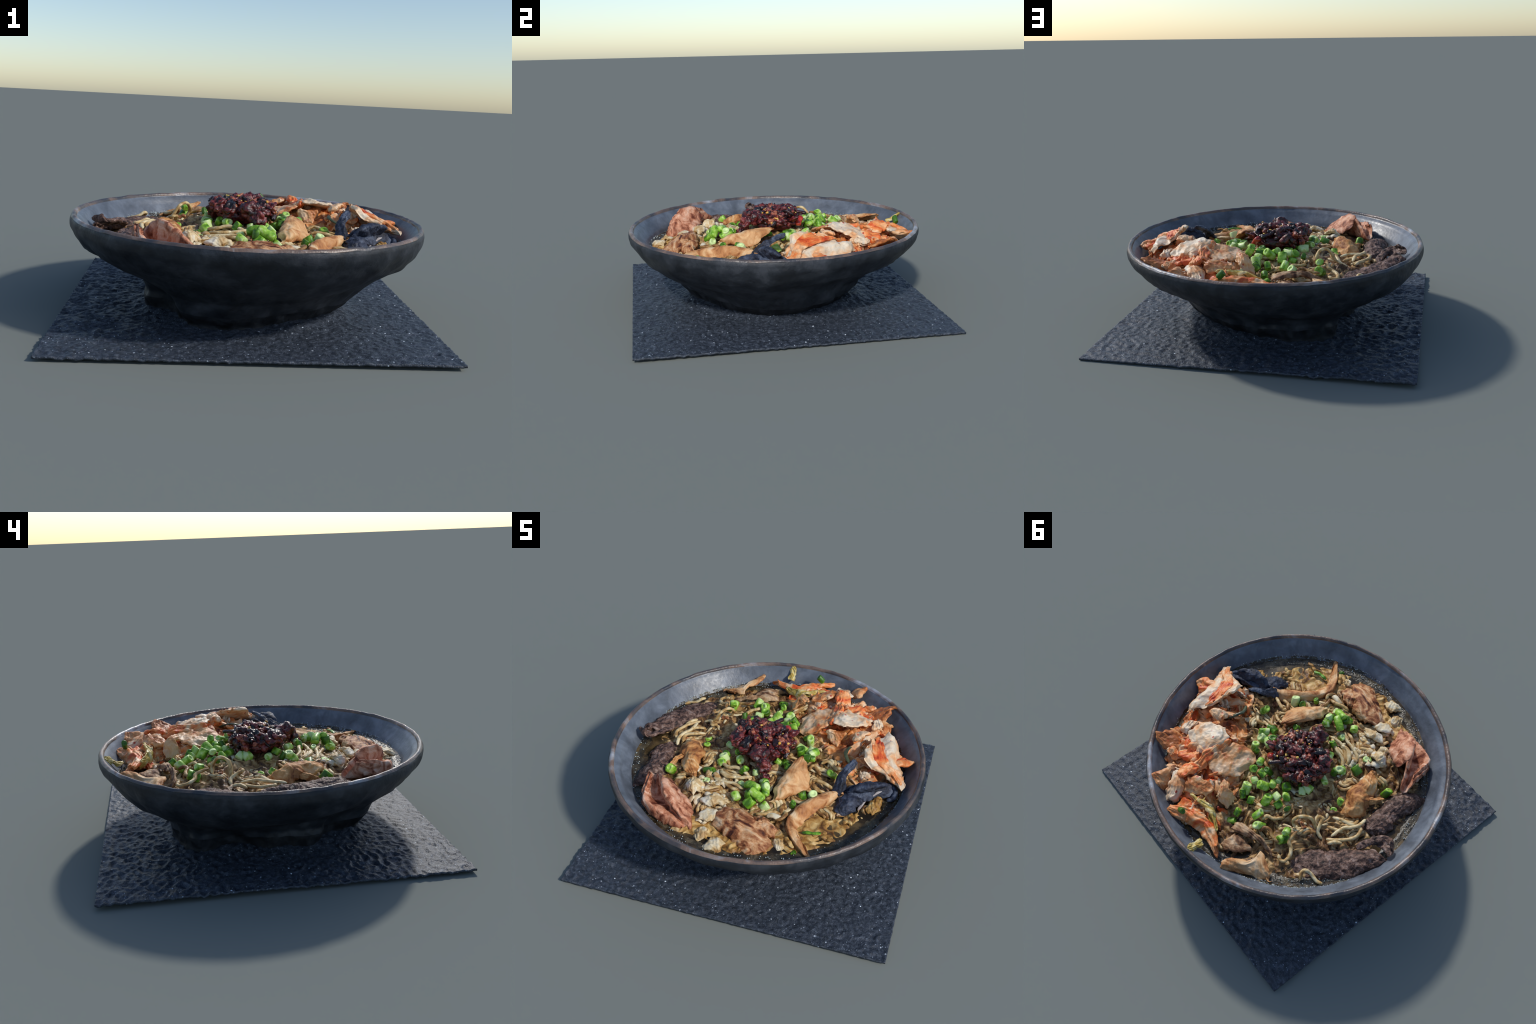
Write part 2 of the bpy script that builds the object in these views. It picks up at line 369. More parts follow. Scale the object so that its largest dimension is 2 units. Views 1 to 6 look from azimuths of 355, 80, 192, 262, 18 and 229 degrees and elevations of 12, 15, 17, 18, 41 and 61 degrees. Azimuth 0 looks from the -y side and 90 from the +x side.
PIECES['fungus'].append([
    [(0.535,-0.212,0.445),(0.573,-0.196,0.46),(0.651,-0.184,0.44)],
    [(0.527,-0.273,0.435),(0.59,-0.269,0.455),(0.662,-0.231,0.435)],
    [(0.519,-0.331,0.41),(0.589,-0.317,0.43),(0.65,-0.28,0.42)],
    [(0.541,-0.342,0.395),(0.595,-0.333,0.39),(0.645,-0.309,0.395)],
])
PIECES['fungus'].append([
    [(0.544,-0.175,0.465),(0.647,-0.12,0.495),(0.772,-0.068,0.49),(0.847,-0.037,0.44)],
    [(0.528,-0.242,0.445),(0.633,-0.197,0.465),(0.724,-0.14,0.465),(0.83,-0.095,0.43)],
    [(0.526,-0.337,0.405),(0.621,-0.296,0.42),(0.673,-0.211,0.42),(0.783,-0.126,0.4)],
])
PIECES['kimchi'] = []
PIECES['kimchi'].append([
    [(0.616,0.17,0.6),(0.641,0.211,0.6),(0.683,0.262,0.565),(0.716,0.353,0.56),(0.737,0.399,0.5)],
    [(0.625,0.023,0.625),(0.655,0.091,0.61),(0.698,0.161,0.56),(0.743,0.256,0.565),(0.78,0.321,0.5)],
    [(0.657,-0.011,0.6),(0.691,0.041,0.585),(0.729,0.082,0.55),(0.761,0.157,0.56),(0.814,0.2,0.49)],
    [(0.721,-0.026,0.55),(0.748,0.005,0.55),(0.772,0.037,0.53),(0.797,0.076,0.535),(0.819,0.151,0.48)],
    [(0.795,-0.05,0.51),(0.809,-0.029,0.52),(0.828,-0.003,0.51),(0.841,0.03,0.51),(0.842,0.114,0.46)],
    [(0.834,-0.074,0.485),(0.852,-0.079,0.5),(0.869,-0.066,0.496),(0.88,-0.036,0.49),(0.877,0.035,0.46)],
])
PIECES['kimchi'].append([
    [(0.429,0.257,0.611),(0.508,0.329,0.6),(0.605,0.392,0.568)],
    [(0.362,0.321,0.612),(0.448,0.402,0.595),(0.564,0.473,0.55)],
    [(0.364,0.392,0.605),(0.43,0.459,0.575),(0.498,0.507,0.535)],
    [(0.381,0.466,0.58),(0.41,0.512,0.545),(0.428,0.544,0.52)],
])
PIECES['kimchi'].append([
    [(0.367,0.317,0.608),(0.332,0.316,0.59),(0.312,0.325,0.56)],
    [(0.364,0.42,0.6),(0.334,0.401,0.575),(0.308,0.408,0.55)],
    [(0.362,0.521,0.585),(0.33,0.504,0.565),(0.296,0.502,0.54)],
    [(0.36,0.601,0.57),(0.317,0.584,0.555),(0.284,0.583,0.53)],
])
PIECES['kimchi'].append([
    [(0.334,0.307,0.59),(0.248,0.251,0.555),(0.153,0.215,0.52)],
    [(0.33,0.39,0.57),(0.238,0.331,0.55),(0.14,0.269,0.515)],
    [(0.325,0.474,0.55),(0.233,0.421,0.54),(0.13,0.327,0.51)],
    [(0.272,0.534,0.54),(0.197,0.477,0.535),(0.109,0.38,0.505)],
])
PIECES['kimchi'].append([
    [(0.145,0.548,0.56),(0.123,0.513,0.6),(0.092,0.489,0.57)],
    [(0.107,0.584,0.55),(0.072,0.56,0.575),(0.053,0.512,0.56)],
    [(0.085,0.597,0.5),(0.039,0.574,0.52),(0.012,0.518,0.48)],
    [(0.042,0.589,0.47),(0.007,0.58,0.47),(0.01,0.543,0.45)],
])
PIECES['kimchi'].append([
    [(0.308,0.561,0.575),(0.351,0.56,0.56),(0.405,0.58,0.53)],
    [(0.299,0.622,0.585),(0.344,0.632,0.58),(0.406,0.634,0.54)],
    [(0.298,0.679,0.57),(0.333,0.709,0.575),(0.383,0.698,0.55)],
])
PIECES['kimchi'].append([
    [(0.415,0.716,0.56),(0.374,0.696,0.56),(0.318,0.688,0.55)],
    [(0.368,0.766,0.53),(0.319,0.743,0.54),(0.277,0.714,0.52)],
    [(0.334,0.821,0.5),(0.288,0.796,0.515),(0.253,0.761,0.49)],
    [(0.31,0.859,0.47),(0.27,0.847,0.48),(0.241,0.815,0.46)],
])
PIECES['kimchi'].append([
    [(0.453,0.859,0.549),(0.462,0.815,0.545),(0.473,0.761,0.54)],
    [(0.424,0.859,0.52),(0.417,0.807,0.53),(0.432,0.719,0.55)],
    [(0.381,0.852,0.49),(0.376,0.813,0.5),(0.394,0.749,0.52)],
    [(0.347,0.862,0.46),(0.343,0.843,0.45),(0.352,0.8,0.46)],
])
PIECES['kimchi'].append([
    [(0.247,0.853,0.5),(0.213,0.89,0.5),(0.182,0.909,0.47)],
    [(0.177,0.811,0.52),(0.145,0.841,0.51),(0.116,0.873,0.47)],
    [(0.092,0.762,0.52),(0.07,0.806,0.51),(0.056,0.849,0.46)],
    [(0.004,0.731,0.51),(-0.018,0.775,0.5),(-0.008,0.82,0.45)],
    [(-0.06,0.731,0.5),(-0.093,0.783,0.495),(-0.068,0.822,0.45)],
    [(-0.134,0.765,0.49),(-0.149,0.81,0.485),(-0.119,0.825,0.45)],
    [(-0.176,0.797,0.475),(-0.197,0.834,0.47),(-0.159,0.834,0.455)],
])
PIECES['kimchi'].append([
    [(0.171,0.74,0.53),(0.187,0.714,0.535),(0.138,0.674,0.525)],
    [(0.102,0.714,0.52),(0.092,0.68,0.53),(0.073,0.662,0.5)],
    [(0.045,0.708,0.515),(0.035,0.68,0.52),(0.04,0.66,0.46)],
    [(-0.018,0.72,0.505),(-0.02,0.701,0.51),(-0.018,0.691,0.44)],
    [(-0.073,0.74,0.495),(-0.087,0.738,0.49),(-0.096,0.736,0.42)],
])
PIECES['kimchi'].append([
    [(-0.115,0.847,0.475),(-0.088,0.84,0.485),(-0.055,0.831,0.48)],
    [(-0.112,0.896,0.5),(-0.09,0.893,0.51),(-0.062,0.887,0.505)],
    [(-0.124,0.954,0.54),(-0.092,0.951,0.545),(-0.073,0.919,0.53)],
])
PIECES['kimchi'].append([
    [(0.71,0.653,0.56),(0.682,0.622,0.57),(0.68,0.575,0.56)],
    [(0.65,0.663,0.53),(0.631,0.604,0.54),(0.639,0.518,0.51)],
    [(0.588,0.654,0.5),(0.571,0.585,0.52),(0.582,0.502,0.5)],
    [(0.51,0.612,0.48),(0.505,0.57,0.5),(0.537,0.502,0.49)],
])
PIECES['kimchi'].append([
    [(0.575,0.644,0.53),(0.557,0.614,0.54),(0.521,0.597,0.53)],
    [(0.547,0.666,0.51),(0.514,0.638,0.525),(0.477,0.608,0.52)],
    [(0.514,0.671,0.49),(0.479,0.645,0.5),(0.453,0.614,0.49)],
])
PIECES['kimchi'].append([
    [(0.925,0.176,0.517),(0.864,0.2,0.49),(0.811,0.256,0.46)],
    [(0.876,0.127,0.53),(0.818,0.163,0.51),(0.793,0.207,0.47)],
    [(0.816,0.087,0.54),(0.78,0.114,0.53),(0.773,0.143,0.5)],
])
PIECES['kimchi'].append([
    [(0.613,0.288,0.605),(0.588,0.234,0.605),(0.538,0.199,0.59)],
    [(0.564,0.289,0.59),(0.541,0.247,0.6),(0.502,0.2,0.58)],
    [(0.527,0.289,0.57),(0.509,0.265,0.58),(0.496,0.261,0.56)],
])
PIECES['kimchi'].append([
    [(0.661,0.411,0.55),(0.625,0.394,0.55),(0.595,0.378,0.56)],
    [(0.639,0.492,0.54),(0.608,0.463,0.55),(0.592,0.431,0.55)],
    [(0.622,0.508,0.51),(0.589,0.487,0.52),(0.577,0.46,0.52)],
])
PIECES['kimchi'].append([
    [(0.321,0.243,0.55),(0.389,0.251,0.56),(0.451,0.262,0.56)],
    [(0.333,0.247,0.5),(0.396,0.232,0.52),(0.45,0.262,0.51)],
    [(0.365,0.227,0.46),(0.409,0.211,0.47),(0.434,0.281,0.46)],
])
PIECES['kimchi'].append([
    [(0.28,0.701,0.55),(0.279,0.665,0.57),(0.243,0.608,0.58)],
    [(0.244,0.722,0.53),(0.228,0.675,0.56),(0.203,0.596,0.565)],
    [(0.19,0.706,0.52),(0.177,0.658,0.545),(0.158,0.588,0.55)],
    [(0.145,0.67,0.51),(0.137,0.647,0.53),(0.132,0.566,0.54)],
])
PIECES['kimchi'].append([
    [(0.638,0.202,0.6),(0.665,0.246,0.585),(0.693,0.253,0.58)],
    [(0.656,0.084,0.615),(0.689,0.119,0.59),(0.72,0.159,0.585)],
    [(0.698,0.022,0.59),(0.724,0.042,0.575),(0.745,0.085,0.57)],
    [(0.755,-0.013,0.56),(0.771,0.005,0.55),(0.785,0.031,0.55)],
    [(0.8,-0.036,0.53),(0.821,-0.024,0.525),(0.829,0.014,0.52)],
    [(0.845,-0.071,0.51),(0.86,-0.046,0.505),(0.864,-0.017,0.5)],
])
PIECES['beef'] = []
PIECES['beef'].append([
    [(-0.47,0.466,0.435),(-0.545,0.484,0.435),(-0.609,0.508,0.425)],
    [(-0.523,0.331,0.45),(-0.615,0.373,0.46),(-0.711,0.437,0.428)],
    [(-0.631,0.206,0.452),(-0.702,0.269,0.47),(-0.784,0.336,0.43)],
    [(-0.724,0.098,0.468),(-0.777,0.162,0.48),(-0.842,0.235,0.432)],
    [(-0.77,0.055,0.49),(-0.831,0.088,0.488),(-0.854,0.158,0.435)],
    [(-0.844,0.033,0.485),(-0.878,0.04,0.475),(-0.88,0.072,0.44)],
])
PIECES['beef'].append([
    [(-0.688,0.131,0.45),(-0.714,0.117,0.45),(-0.732,0.089,0.455)],
    [(-0.711,0.03,0.485),(-0.741,0.033,0.475),(-0.758,0.033,0.465)],
    [(-0.766,-0.065,0.505),(-0.796,-0.055,0.49),(-0.799,0.004,0.47)],
    [(-0.826,-0.035,0.505),(-0.866,-0.004,0.5),(-0.873,0.021,0.48)],
])
PIECES['beef'].append([
    [(-0.551,-0.323,0.44),(-0.59,-0.38,0.445),(-0.658,-0.454,0.435)],
    [(-0.575,-0.234,0.46),(-0.646,-0.32,0.48),(-0.735,-0.427,0.435)],
    [(-0.594,-0.141,0.455),(-0.647,-0.204,0.472),(-0.72,-0.221,0.44)],
    [(-0.582,-0.062,0.445),(-0.652,-0.124,0.468),(-0.741,-0.184,0.445)],
    [(-0.609,-0.017,0.43),(-0.668,-0.074,0.455),(-0.747,-0.136,0.425)],
    [(-0.695,-0.025,0.42),(-0.721,-0.054,0.425),(-0.746,-0.1,0.42)],
])
PIECES['chick'] = []
PIECES['chick'].append([
    [(-0.345,-0.256,0.46),(-0.356,-0.315,0.47),(-0.398,-0.334,0.46)],
    [(-0.373,-0.183,0.475),(-0.421,-0.226,0.51),(-0.458,-0.285,0.47)],
    [(-0.361,-0.109,0.47),(-0.444,-0.136,0.515),(-0.502,-0.224,0.46)],
    [(-0.41,-0.045,0.46),(-0.485,-0.077,0.515),(-0.516,-0.154,0.48)],
    [(-0.451,0.033,0.43),(-0.516,-0.019,0.47),(-0.57,-0.111,0.44)],
    [(-0.499,-0.003,0.41),(-0.547,-0.036,0.42),(-0.57,-0.093,0.41)],
])
PIECES['chick'].append([
    [(-0.498,-0.169,0.485),(-0.525,-0.145,0.48),(-0.54,-0.154,0.44)],
    [(-0.519,-0.213,0.475),(-0.543,-0.192,0.475),(-0.552,-0.19,0.44)],
    [(-0.54,-0.251,0.46),(-0.562,-0.239,0.46),(-0.566,-0.226,0.43)],
])
PIECES['cab'] = []
PIECES['cab'].append([
    [(-0.374,-0.395,0.5),(-0.338,-0.383,0.515),(-0.302,-0.365,0.5)],
    [(-0.376,-0.431,0.48),(-0.32,-0.442,0.505),(-0.275,-0.399,0.48)],
    [(-0.349,-0.478,0.46),(-0.304,-0.475,0.47),(-0.27,-0.439,0.46)],
])
PIECES['cab'].append([
    [(-0.262,-0.495,0.48),(-0.182,-0.47,0.505),(-0.16,-0.453,0.49)],
    [(-0.233,-0.543,0.475),(-0.163,-0.521,0.5),(-0.098,-0.492,0.48)],
    [(-0.196,-0.544,0.45),(-0.138,-0.544,0.46),(-0.086,-0.503,0.45)],
])
PIECES['cab'].append([
    [(-0.223,-0.631,0.46),(-0.178,-0.586,0.475),(-0.097,-0.549,0.47)],
    [(-0.205,-0.655,0.45),(-0.151,-0.634,0.465),(-0.106,-0.601,0.46)],
    [(-0.168,-0.655,0.43),(-0.137,-0.649,0.44),(-0.116,-0.629,0.44)],
])
PIECES['cab'].append([
    [(-0.117,-0.786,0.43),(-0.079,-0.752,0.445),(-0.025,-0.748,0.44)],
    [(-0.11,-0.831,0.415),(-0.055,-0.814,0.44),(-0.005,-0.778,0.42)],
    [(-0.07,-0.84,0.4),(-0.025,-0.837,0.405),(-0.003,-0.813,0.4)],
])
PIECES['cab'].append([
    [(-0.193,-0.747,0.43),(-0.182,-0.702,0.44),(-0.149,-0.691,0.445)],
    [(-0.19,-0.77,0.41),(-0.159,-0.762,0.43),(-0.122,-0.735,0.44)],
    [(-0.158,-0.794,0.4),(-0.146,-0.775,0.41),(-0.134,-0.746,0.41)],
])
PIECES['cab'].append([
    [(0.25,-0.683,0.43),(0.277,-0.654,0.44),(0.305,-0.641,0.43)],
    [(0.276,-0.709,0.42),(0.298,-0.693,0.43),(0.323,-0.688,0.42)],
    [(0.293,-0.72,0.4),(0.317,-0.71,0.41),(0.334,-0.707,0.4)],
])
PIECES['cab'].append([
    [(0.703,-0.183,0.435),(0.74,-0.142,0.44),(0.773,-0.113,0.43)],
    [(0.697,-0.243,0.425),(0.736,-0.235,0.435),(0.78,-0.197,0.425)],
    [(0.707,-0.28,0.405),(0.74,-0.283,0.405),(0.78,-0.252,0.4)],
])
PIECES['noodle'] = []
PIECES['noodle'].append([
    [(-0.641,0.514,0.425),(-0.613,0.481,0.45),(-0.622,0.457,0.46),(-0.655,0.441,0.44),(-0.706,0.44,0.425),(-0.743,0.421,0.415)],
])
PIECES['noodle'].append([
    [(-0.362,0.329,0.46),(-0.333,0.322,0.51),(-0.355,0.285,0.555),(-0.396,0.24,0.545),(-0.425,0.228,0.5),(-0.451,0.235,0.46)],
])
PIECES['noodle'].append([
    [(-0.42,0.195,0.46),(-0.41,0.175,0.49),(-0.431,0.163,0.49),(-0.451,0.201,0.48),(-0.473,0.236,0.46),(-0.52,0.241,0.44)],
])
PIECES['noodle'].append([
    [(-0.54,0.223,0.45),(-0.598,0.163,0.455),(-0.634,0.106,0.455),(-0.645,0.057,0.46),(-0.624,0.011,0.455),(-0.593,0.017,0.45)],
])
PIECES['noodle'].append([
    [(-0.566,0.238,0.45),(-0.59,0.2,0.46),(-0.622,0.162,0.45)],
])
PIECES['noodle'].append([
    [(-0.479,0.163,0.45),(-0.527,0.139,0.46),(-0.575,0.113,0.455)],
])
PIECES['noodle'].append([
    [(-0.438,0.522,0.46),(-0.469,0.533,0.45),(-0.493,0.517,0.45),(-0.486,0.47,0.46),(-0.452,0.435,0.47),(-0.419,0.423,0.49),(-0.405,0.349,0.51)],
])
PIECES['noodle'].append([
    [(-0.248,0.52,0.47),(-0.254,0.483,0.485),(-0.288,0.467,0.48),(-0.324,0.481,0.47),(-0.381,0.47,0.46)],
])
PIECES['noodle'].append([
    [(-0.197,0.466,0.47),(-0.199,0.425,0.485),(-0.239,0.4,0.48),(-0.272,0.34,0.47)],
])
PIECES['noodle'].append([
    [(-0.009,-0.264,0.5),(-0.078,-0.284,0.49),(-0.134,-0.276,0.48),(-0.185,-0.24,0.47),(-0.218,-0.182,0.46)],
])
PIECES['noodle'].append([
    [(-0.101,-0.28,0.49),(-0.15,-0.292,0.485),(-0.197,-0.268,0.48),(-0.229,-0.218,0.46)],
])
PIECES['noodle'].append([
    [(-0.03,-0.367,0.48),(-0.102,-0.335,0.48),(-0.155,-0.329,0.475),(-0.212,-0.318,0.47),(-0.247,-0.296,0.46)],
])
PIECES['noodle'].append([
    [(0.25,-0.451,0.45),(0.269,-0.482,0.465),(0.254,-0.518,0.46),(0.217,-0.528,0.45)],
])
PIECES['noodle'].append([
    [(0.237,-0.48,0.45),(0.19,-0.48,0.46),(0.146,-0.507,0.455),(0.094,-0.519,0.45)],
])
PIECES['noodle'].append([
    [(-0.591,-0.06,0.45),(-0.601,-0.007,0.465),(-0.587,0.05,0.47),(-0.556,0.095,0.47),(-0.546,0.191,0.46)],
])
PIECES['noodle'].append([
    [(-0.57,-0.02,0.45),(-0.571,0.036,0.465),(-0.512,0.065,0.47),(-0.454,0.097,0.46)],
])
PIECES['noodle'].append([
    [(0.292,-0.051,0.45),(0.301,-0.033,0.475),(0.324,-0.027,0.47),(0.374,-0.083,0.46)],
])
PIECES['noodle'].append([
    [(0.344,-0.157,0.47),(0.378,-0.158,0.48),(0.44,-0.176,0.475),(0.482,-0.189,0.46)],
])
PIECES['noodle'].append([
    [(0.353,0.013,0.47),(0.387,0.034,0.48),(0.427,0.014,0.475),(0.462,-0.01,0.46)],
])
PIECES['noodle'].append([
    [(0.352,-0.185,0.465),(0.385,-0.219,0.46),(0.438,-0.22,0.45)],
])
PIECES['noodle'].append([
    [(-0.241,-0.171,0.48),(-0.179,-0.216,0.495),(-0.116,-0.222,0.51),(-0.048,-0.248,0.5),(-0.017,-0.282,0.48)],
])
PIECES['noodle'].append([
    [(-0.229,-0.231,0.47),(-0.154,-0.286,0.485),(-0.106,-0.28,0.48),(-0.096,-0.326,0.46)],
])
PIECES['noodle'].append([
    [(-0.235,-0.311,0.46),(-0.161,-0.337,0.47),(-0.087,-0.377,0.475),(-0.033,-0.379,0.46),(-0.006,-0.402,0.45)],
])
PIECES['noodle'].append([
    [(0.235,-0.376,0.445),(0.227,-0.431,0.455),(0.239,-0.469,0.45),(0.269,-0.475,0.44)],
])
PIECES['vine'] = []
PIECES['vine'].append([
    [(0.527,0.204,0.51),(0.495,0.138,0.53),(0.491,0.081,0.525),(0.528,0.031,0.5)],
])
PIECES['fring'] = []
PIECES['fring'].append([
    [(0.783,-0.089,0.43),(0.775,-0.058,0.445),(0.805,-0.043,0.45),(0.84,-0.075,0.44),(0.832,-0.125,0.425),(0.798,-0.138,0.415)],
])
PIECES['fedge'] = []
PIECES['fedge'].append([
    [(0.764,-0.107,0.46),(0.718,-0.148,0.445),(0.68,-0.185,0.43),(0.664,-0.235,0.42),(0.65,-0.275,0.415)],
])
PIECES['stalk'] = []
PIECES['stalk'].append([
    [(0.162,-0.506,0.45),(0.205,-0.51,0.46),(0.257,-0.513,0.45)],
])
PIECES['scalstrip'] = []
PIECES['scalstrip'].append([
    [(0.392,-0.57,0.44),(0.453,-0.563,0.445),(0.498,-0.546,0.44)],
])
PIECES['longscal'] = []
PIECES['longscal'].append([
    [(0.028,-0.411,0.535),(0.078,-0.422,0.51),(0.116,-0.436,0.49)],
])
PIECES['longscal'].append([
    [(0.076,-0.281,0.51),(0.1,-0.341,0.5),(0.109,-0.385,0.48)],
])
PIECES['longscal'].append([
    [(0.072,-0.386,0.525),(0.017,-0.358,0.52),(-0.018,-0.343,0.5)],
])
PIECES['chilibean'] = []
PIECES['chilibean'].append([
    [(-0.113,0.201,0.575),(-0.104,0.165,0.59),(-0.092,0.126,0.6)],
])
PIECES['redpep'] = []
PIECES['redpep'].append([
    [(0.072,0.183,0.58),(0.094,0.159,0.56),(0.116,0.148,0.53)],
])
PIECES['brownstick'] = []
PIECES['brownstick'].append([
    [(-0.012,0.138,0.6),(0.013,0.173,0.605),(0.044,0.224,0.6)],
])
PIECES['chili'] = []
PIECES['chili'].append([
    [(-0.242,-0.005,0.56),(-0.084,0.171,0.64),(-0.141,-0.069,0.62),(-0.037,-0.007,0.64)],
])
PIECES['chili'].append([
    [(0.064,-0.243,0.5)],
])
PIECES['chili'].append([
    [(0.166,0.052,0.54),(0.015,-0.027,0.655),(0.084,-0.012,0.63),(0.111,0.118,0.6)],
])
PIECES['chili'].append([
    [(-0.043,-0.156,0.58),(0.057,-0.13,0.59),(-0.01,-0.24,0.54),(0.079,-0.2,0.53)],
])
PIECES['chili'].append([
    [(0.089,-0.184,0.6),(-0.014,-0.236,0.58),(-0.181,-0.11,0.56)],
])
PIECES['chili'].append([
    [(-0.198,0.022,0.54),(-0.137,0.076,0.55)],
])
PIECES['chili'].append([
    [(0.096,0.179,0.56),(0.154,0.053,0.6)],
])
PIECES['scal'] = []
PIECES['scal'].append([
    [(0.441,-0.062,0.467),(0.291,0.063,0.5),(0.262,0.003,0.5),(0.24,0.177,0.5),(0.206,0.088,0.5),(0.261,0.094,0.485),(0.371,-0.273,0.46)],
])
PIECES['scal'].append([
    [(0.351,-0.269,0.465),(0.317,-0.293,0.46),(0.283,-0.388,0.463),(0.08,-0.3,0.51),(0.102,-0.346,0.51),(0.022,-0.424,0.505),(-0.054,-0.434,0.478),(-0.071,-0.233,0.51),(-0.122,-0.157,0.52),(-0.281,-0.346,0.452),(0.177,-0.124,0.51)],
])
PIECES['scal'].append([
    [(0.039,0.336,0.505),(-0.031,0.322,0.52),(-0.059,0.265,0.52),(-0.125,0.208,0.51),(0.038,0.406,0.48),(0.025,0.445,0.47),(-0.044,0.433,0.475),(-0.122,0.365,0.515),(-0.146,0.306,0.53),(-0.173,0.247,0.5),(-0.247,0.299,0.505),(-0.156,0.463,0.49),(-0.219,0.501,0.475),(-0.366,0.403,0.51),(-0.067,0.602,0.43),(0.139,0.833,0.535),(-0.179,0.316,0.48),(0.101,0.299,0.53),(0.109,0.234,0.54),(0.03,0.231,0.52),(-0.064,0.218,0.52),(0.044,0.271,0.52)],
])
PIECES['scal'].append([
    [(-0.295,-0.246,0.46),(-0.23,-0.137,0.49),(-0.244,-0.164,0.48),(-0.231,-0.017,0.5),(-0.536,-0.292,0.45),(-0.401,-0.008,0.46),(-0.417,0.057,0.445),(-0.209,0.148,0.51),(-0.216,0.109,0.51),(-0.149,0.121,0.51)],
])
PIECES['scal'].append([
    [(0.35,-0.266,0.46),(0.319,-0.291,0.455),(0.148,-0.069,0.49),(0.1,-0.076,0.49),(0.127,-0.443,0.45),(0.384,-0.71,0.4)],
])
PIECES['scal'].append([
    [(0.036,-0.453,0.47),(-0.052,-0.323,0.475),(-0.287,-0.268,0.46),(-0.108,-0.174,0.51),(-0.229,-0.105,0.5),(-0.257,-0.141,0.49),(0.001,-0.23,0.51)],
])
PIECES['scal'].append([
    [(0.269,0.12,0.5),(0.212,0.054,0.5),(0.209,0.192,0.5),(0.116,0.227,0.54),(0.294,0.008,0.5),(-0.05,0.544,0.45)],
])
PIECES['scal'].append([
    [(-0.163,-0.073,0.51),(-0.377,0.437,0.46)],
])
PIECES['seed'] = []
PIECES['seed'].append([
    [(0.093,-0.063,0.59),(0.013,0.098,0.62),(0.14,0.003,0.59),(0.152,-0.039,0.57),(-0.056,0.069,0.64)],
])
PIECES['seed'].append([
    [(0.009,0.103,0.62),(0.102,-0.06,0.63)],
])

# ------------------------------------------------------------------ placemat
def build_mat():
    n = 330
    corner = {(0, 0): .024, (1, 0): .025, (1, 1): .013, (0, 1): .036}
    top, bot = [], []
    for i in range(n):
        for j in range(n):
            u, v = i / (n - 1), j / (n - 1)
            x = -1.0 + 1.993 * u; y = -.998 + 1.992 * v
            e = min(u, 1 - u, v, 1 - v) * 2
            x += .0025 * mnoise.noise(Vector((y * 30, 3, i // (n - 1)))) * (1 - smooth(0, .02, e))
            y += .0025 * mnoise.noise(Vector((x * 30, 9, j // (n - 1)))) * (1 - smooth(0, .02, e))
            z = (corner[0, 0] * (1 - u) * (1 - v) + corner[1, 0] * u * (1 - v) + corner[1, 1] * u * v + corner[0, 1] * (1 - u) * v)
            z += .004 * mnoise.noise(Vector((x * 2.2, y * 2.2, 1)))
            side = smooth(.3, -.9, x + .25 * y * -1)          # the leeward side is coarser
            rip = 1 - abs(mnoise.noise(Vector((x * 13, y * 19, 2)))) * 2
            rb = math.hypot(x, y)
            z += (.006 + .008 * side) * (rip - .5) * .7 + .005 * fbm((x, y, 0), 32, 2)
            z += .005 * smooth(-.6, .4, x) * smooth(1.0, .8, rb) - .002 * smooth(.3, -.6, x)
            z += .030 * math.exp(-((rb - .50) / .11) ** 2) * (1 + .5 * mnoise.noise(Vector((x * 6, y * 6, 8))))
            top.append((x, y, max(.006, z)))
            bot.append((x, y, max(0.0, z - .012)))
    o = n * n; f = []
    for i in range(n - 1):
        for j in range(n - 1):
            a = i * n + j
            f.append((a, a + n, a + n + 1, a + 1)); f.append((o + a, o + a + 1, o + a + n + 1, o + a + n))
    ring = [i * n for i in range(n)] + [(n - 1) * n + j for j in range(1, n)] + \
           [i * n + n - 1 for i in range(n - 2, -1, -1)] + [j for j in range(n - 2, 0, -1)]
    for k in range(len(ring)):
        a, b = ring[k], ring[(k + 1) % len(ring)]
        f.append((a, o + a, o + b, b))
    v = np.array(top + bot)
    v[:, 2] -= v[:, 2].min()
    ob = new_obj("placemat", v, f, M['mat'], recentre=False)
    ob["label"] = "dark square pebbled placemat with fine white specks"
    ob["category"] = "placemat"
    return ob

# ------------------------------------------------------------------ bowl
CX, CY = .003, -.003
# reach of the lower body and foot at z = .30, .25, .20, .15, .10, .05, by bearing in degrees
FOOT = [(-178, .82, .70, .59, .55, .55, .55), (-160, .78, .68, .61, .595, .60, .58),
        (-140, .80, .70, .60, .54, .52, .51), (-120, .825, .775, .715, .69, .66, .61), (-100, .83, .775, .71, .685, .65, .60),
        (-72, .825, .755, .66, .60, .55, .52), (-45, .815, .725, .63, .58, .55, .52), (-20, .835, .765, .695, .655, .61, .55),
        (5, .785, .71, .67, .645, .60, .53), (20, .745, .675, .64, .62, .575, .515), (38, .755, .675, .62, .595, .56, .505),
        (55, .775, .69, .62, .59, .55, .50), (78, .785, .70, .62, .575, .555, .51), (98, .835, .755, .65, .595, .585, .56), (115, .85, .775, .675, .64, .63, .62),
        (135, .85, .775, .69, .655, .65, .645), (155, .85, .76, .63, .54, .50, .49)]

def foot_r(th):
    d = (math.degrees(th) + 180) % 360 - 180
    ex = [(a - 360, *r) for a, *r in FOOT[-2:]] + FOOT + [(a + 360, *r) for a, *r in FOOT[:2]]
    for k in range(len(ex) - 1):
        if ex[k][0] <= d <= ex[k + 1][0]:
            t = (d - ex[k][0]) / (ex[k + 1][0] - ex[k][0]); t = t * t * (3 - 2 * t)
            return [ex[k][q] * (1 - t) + ex[k + 1][q] * t for q in range(1, 7)]

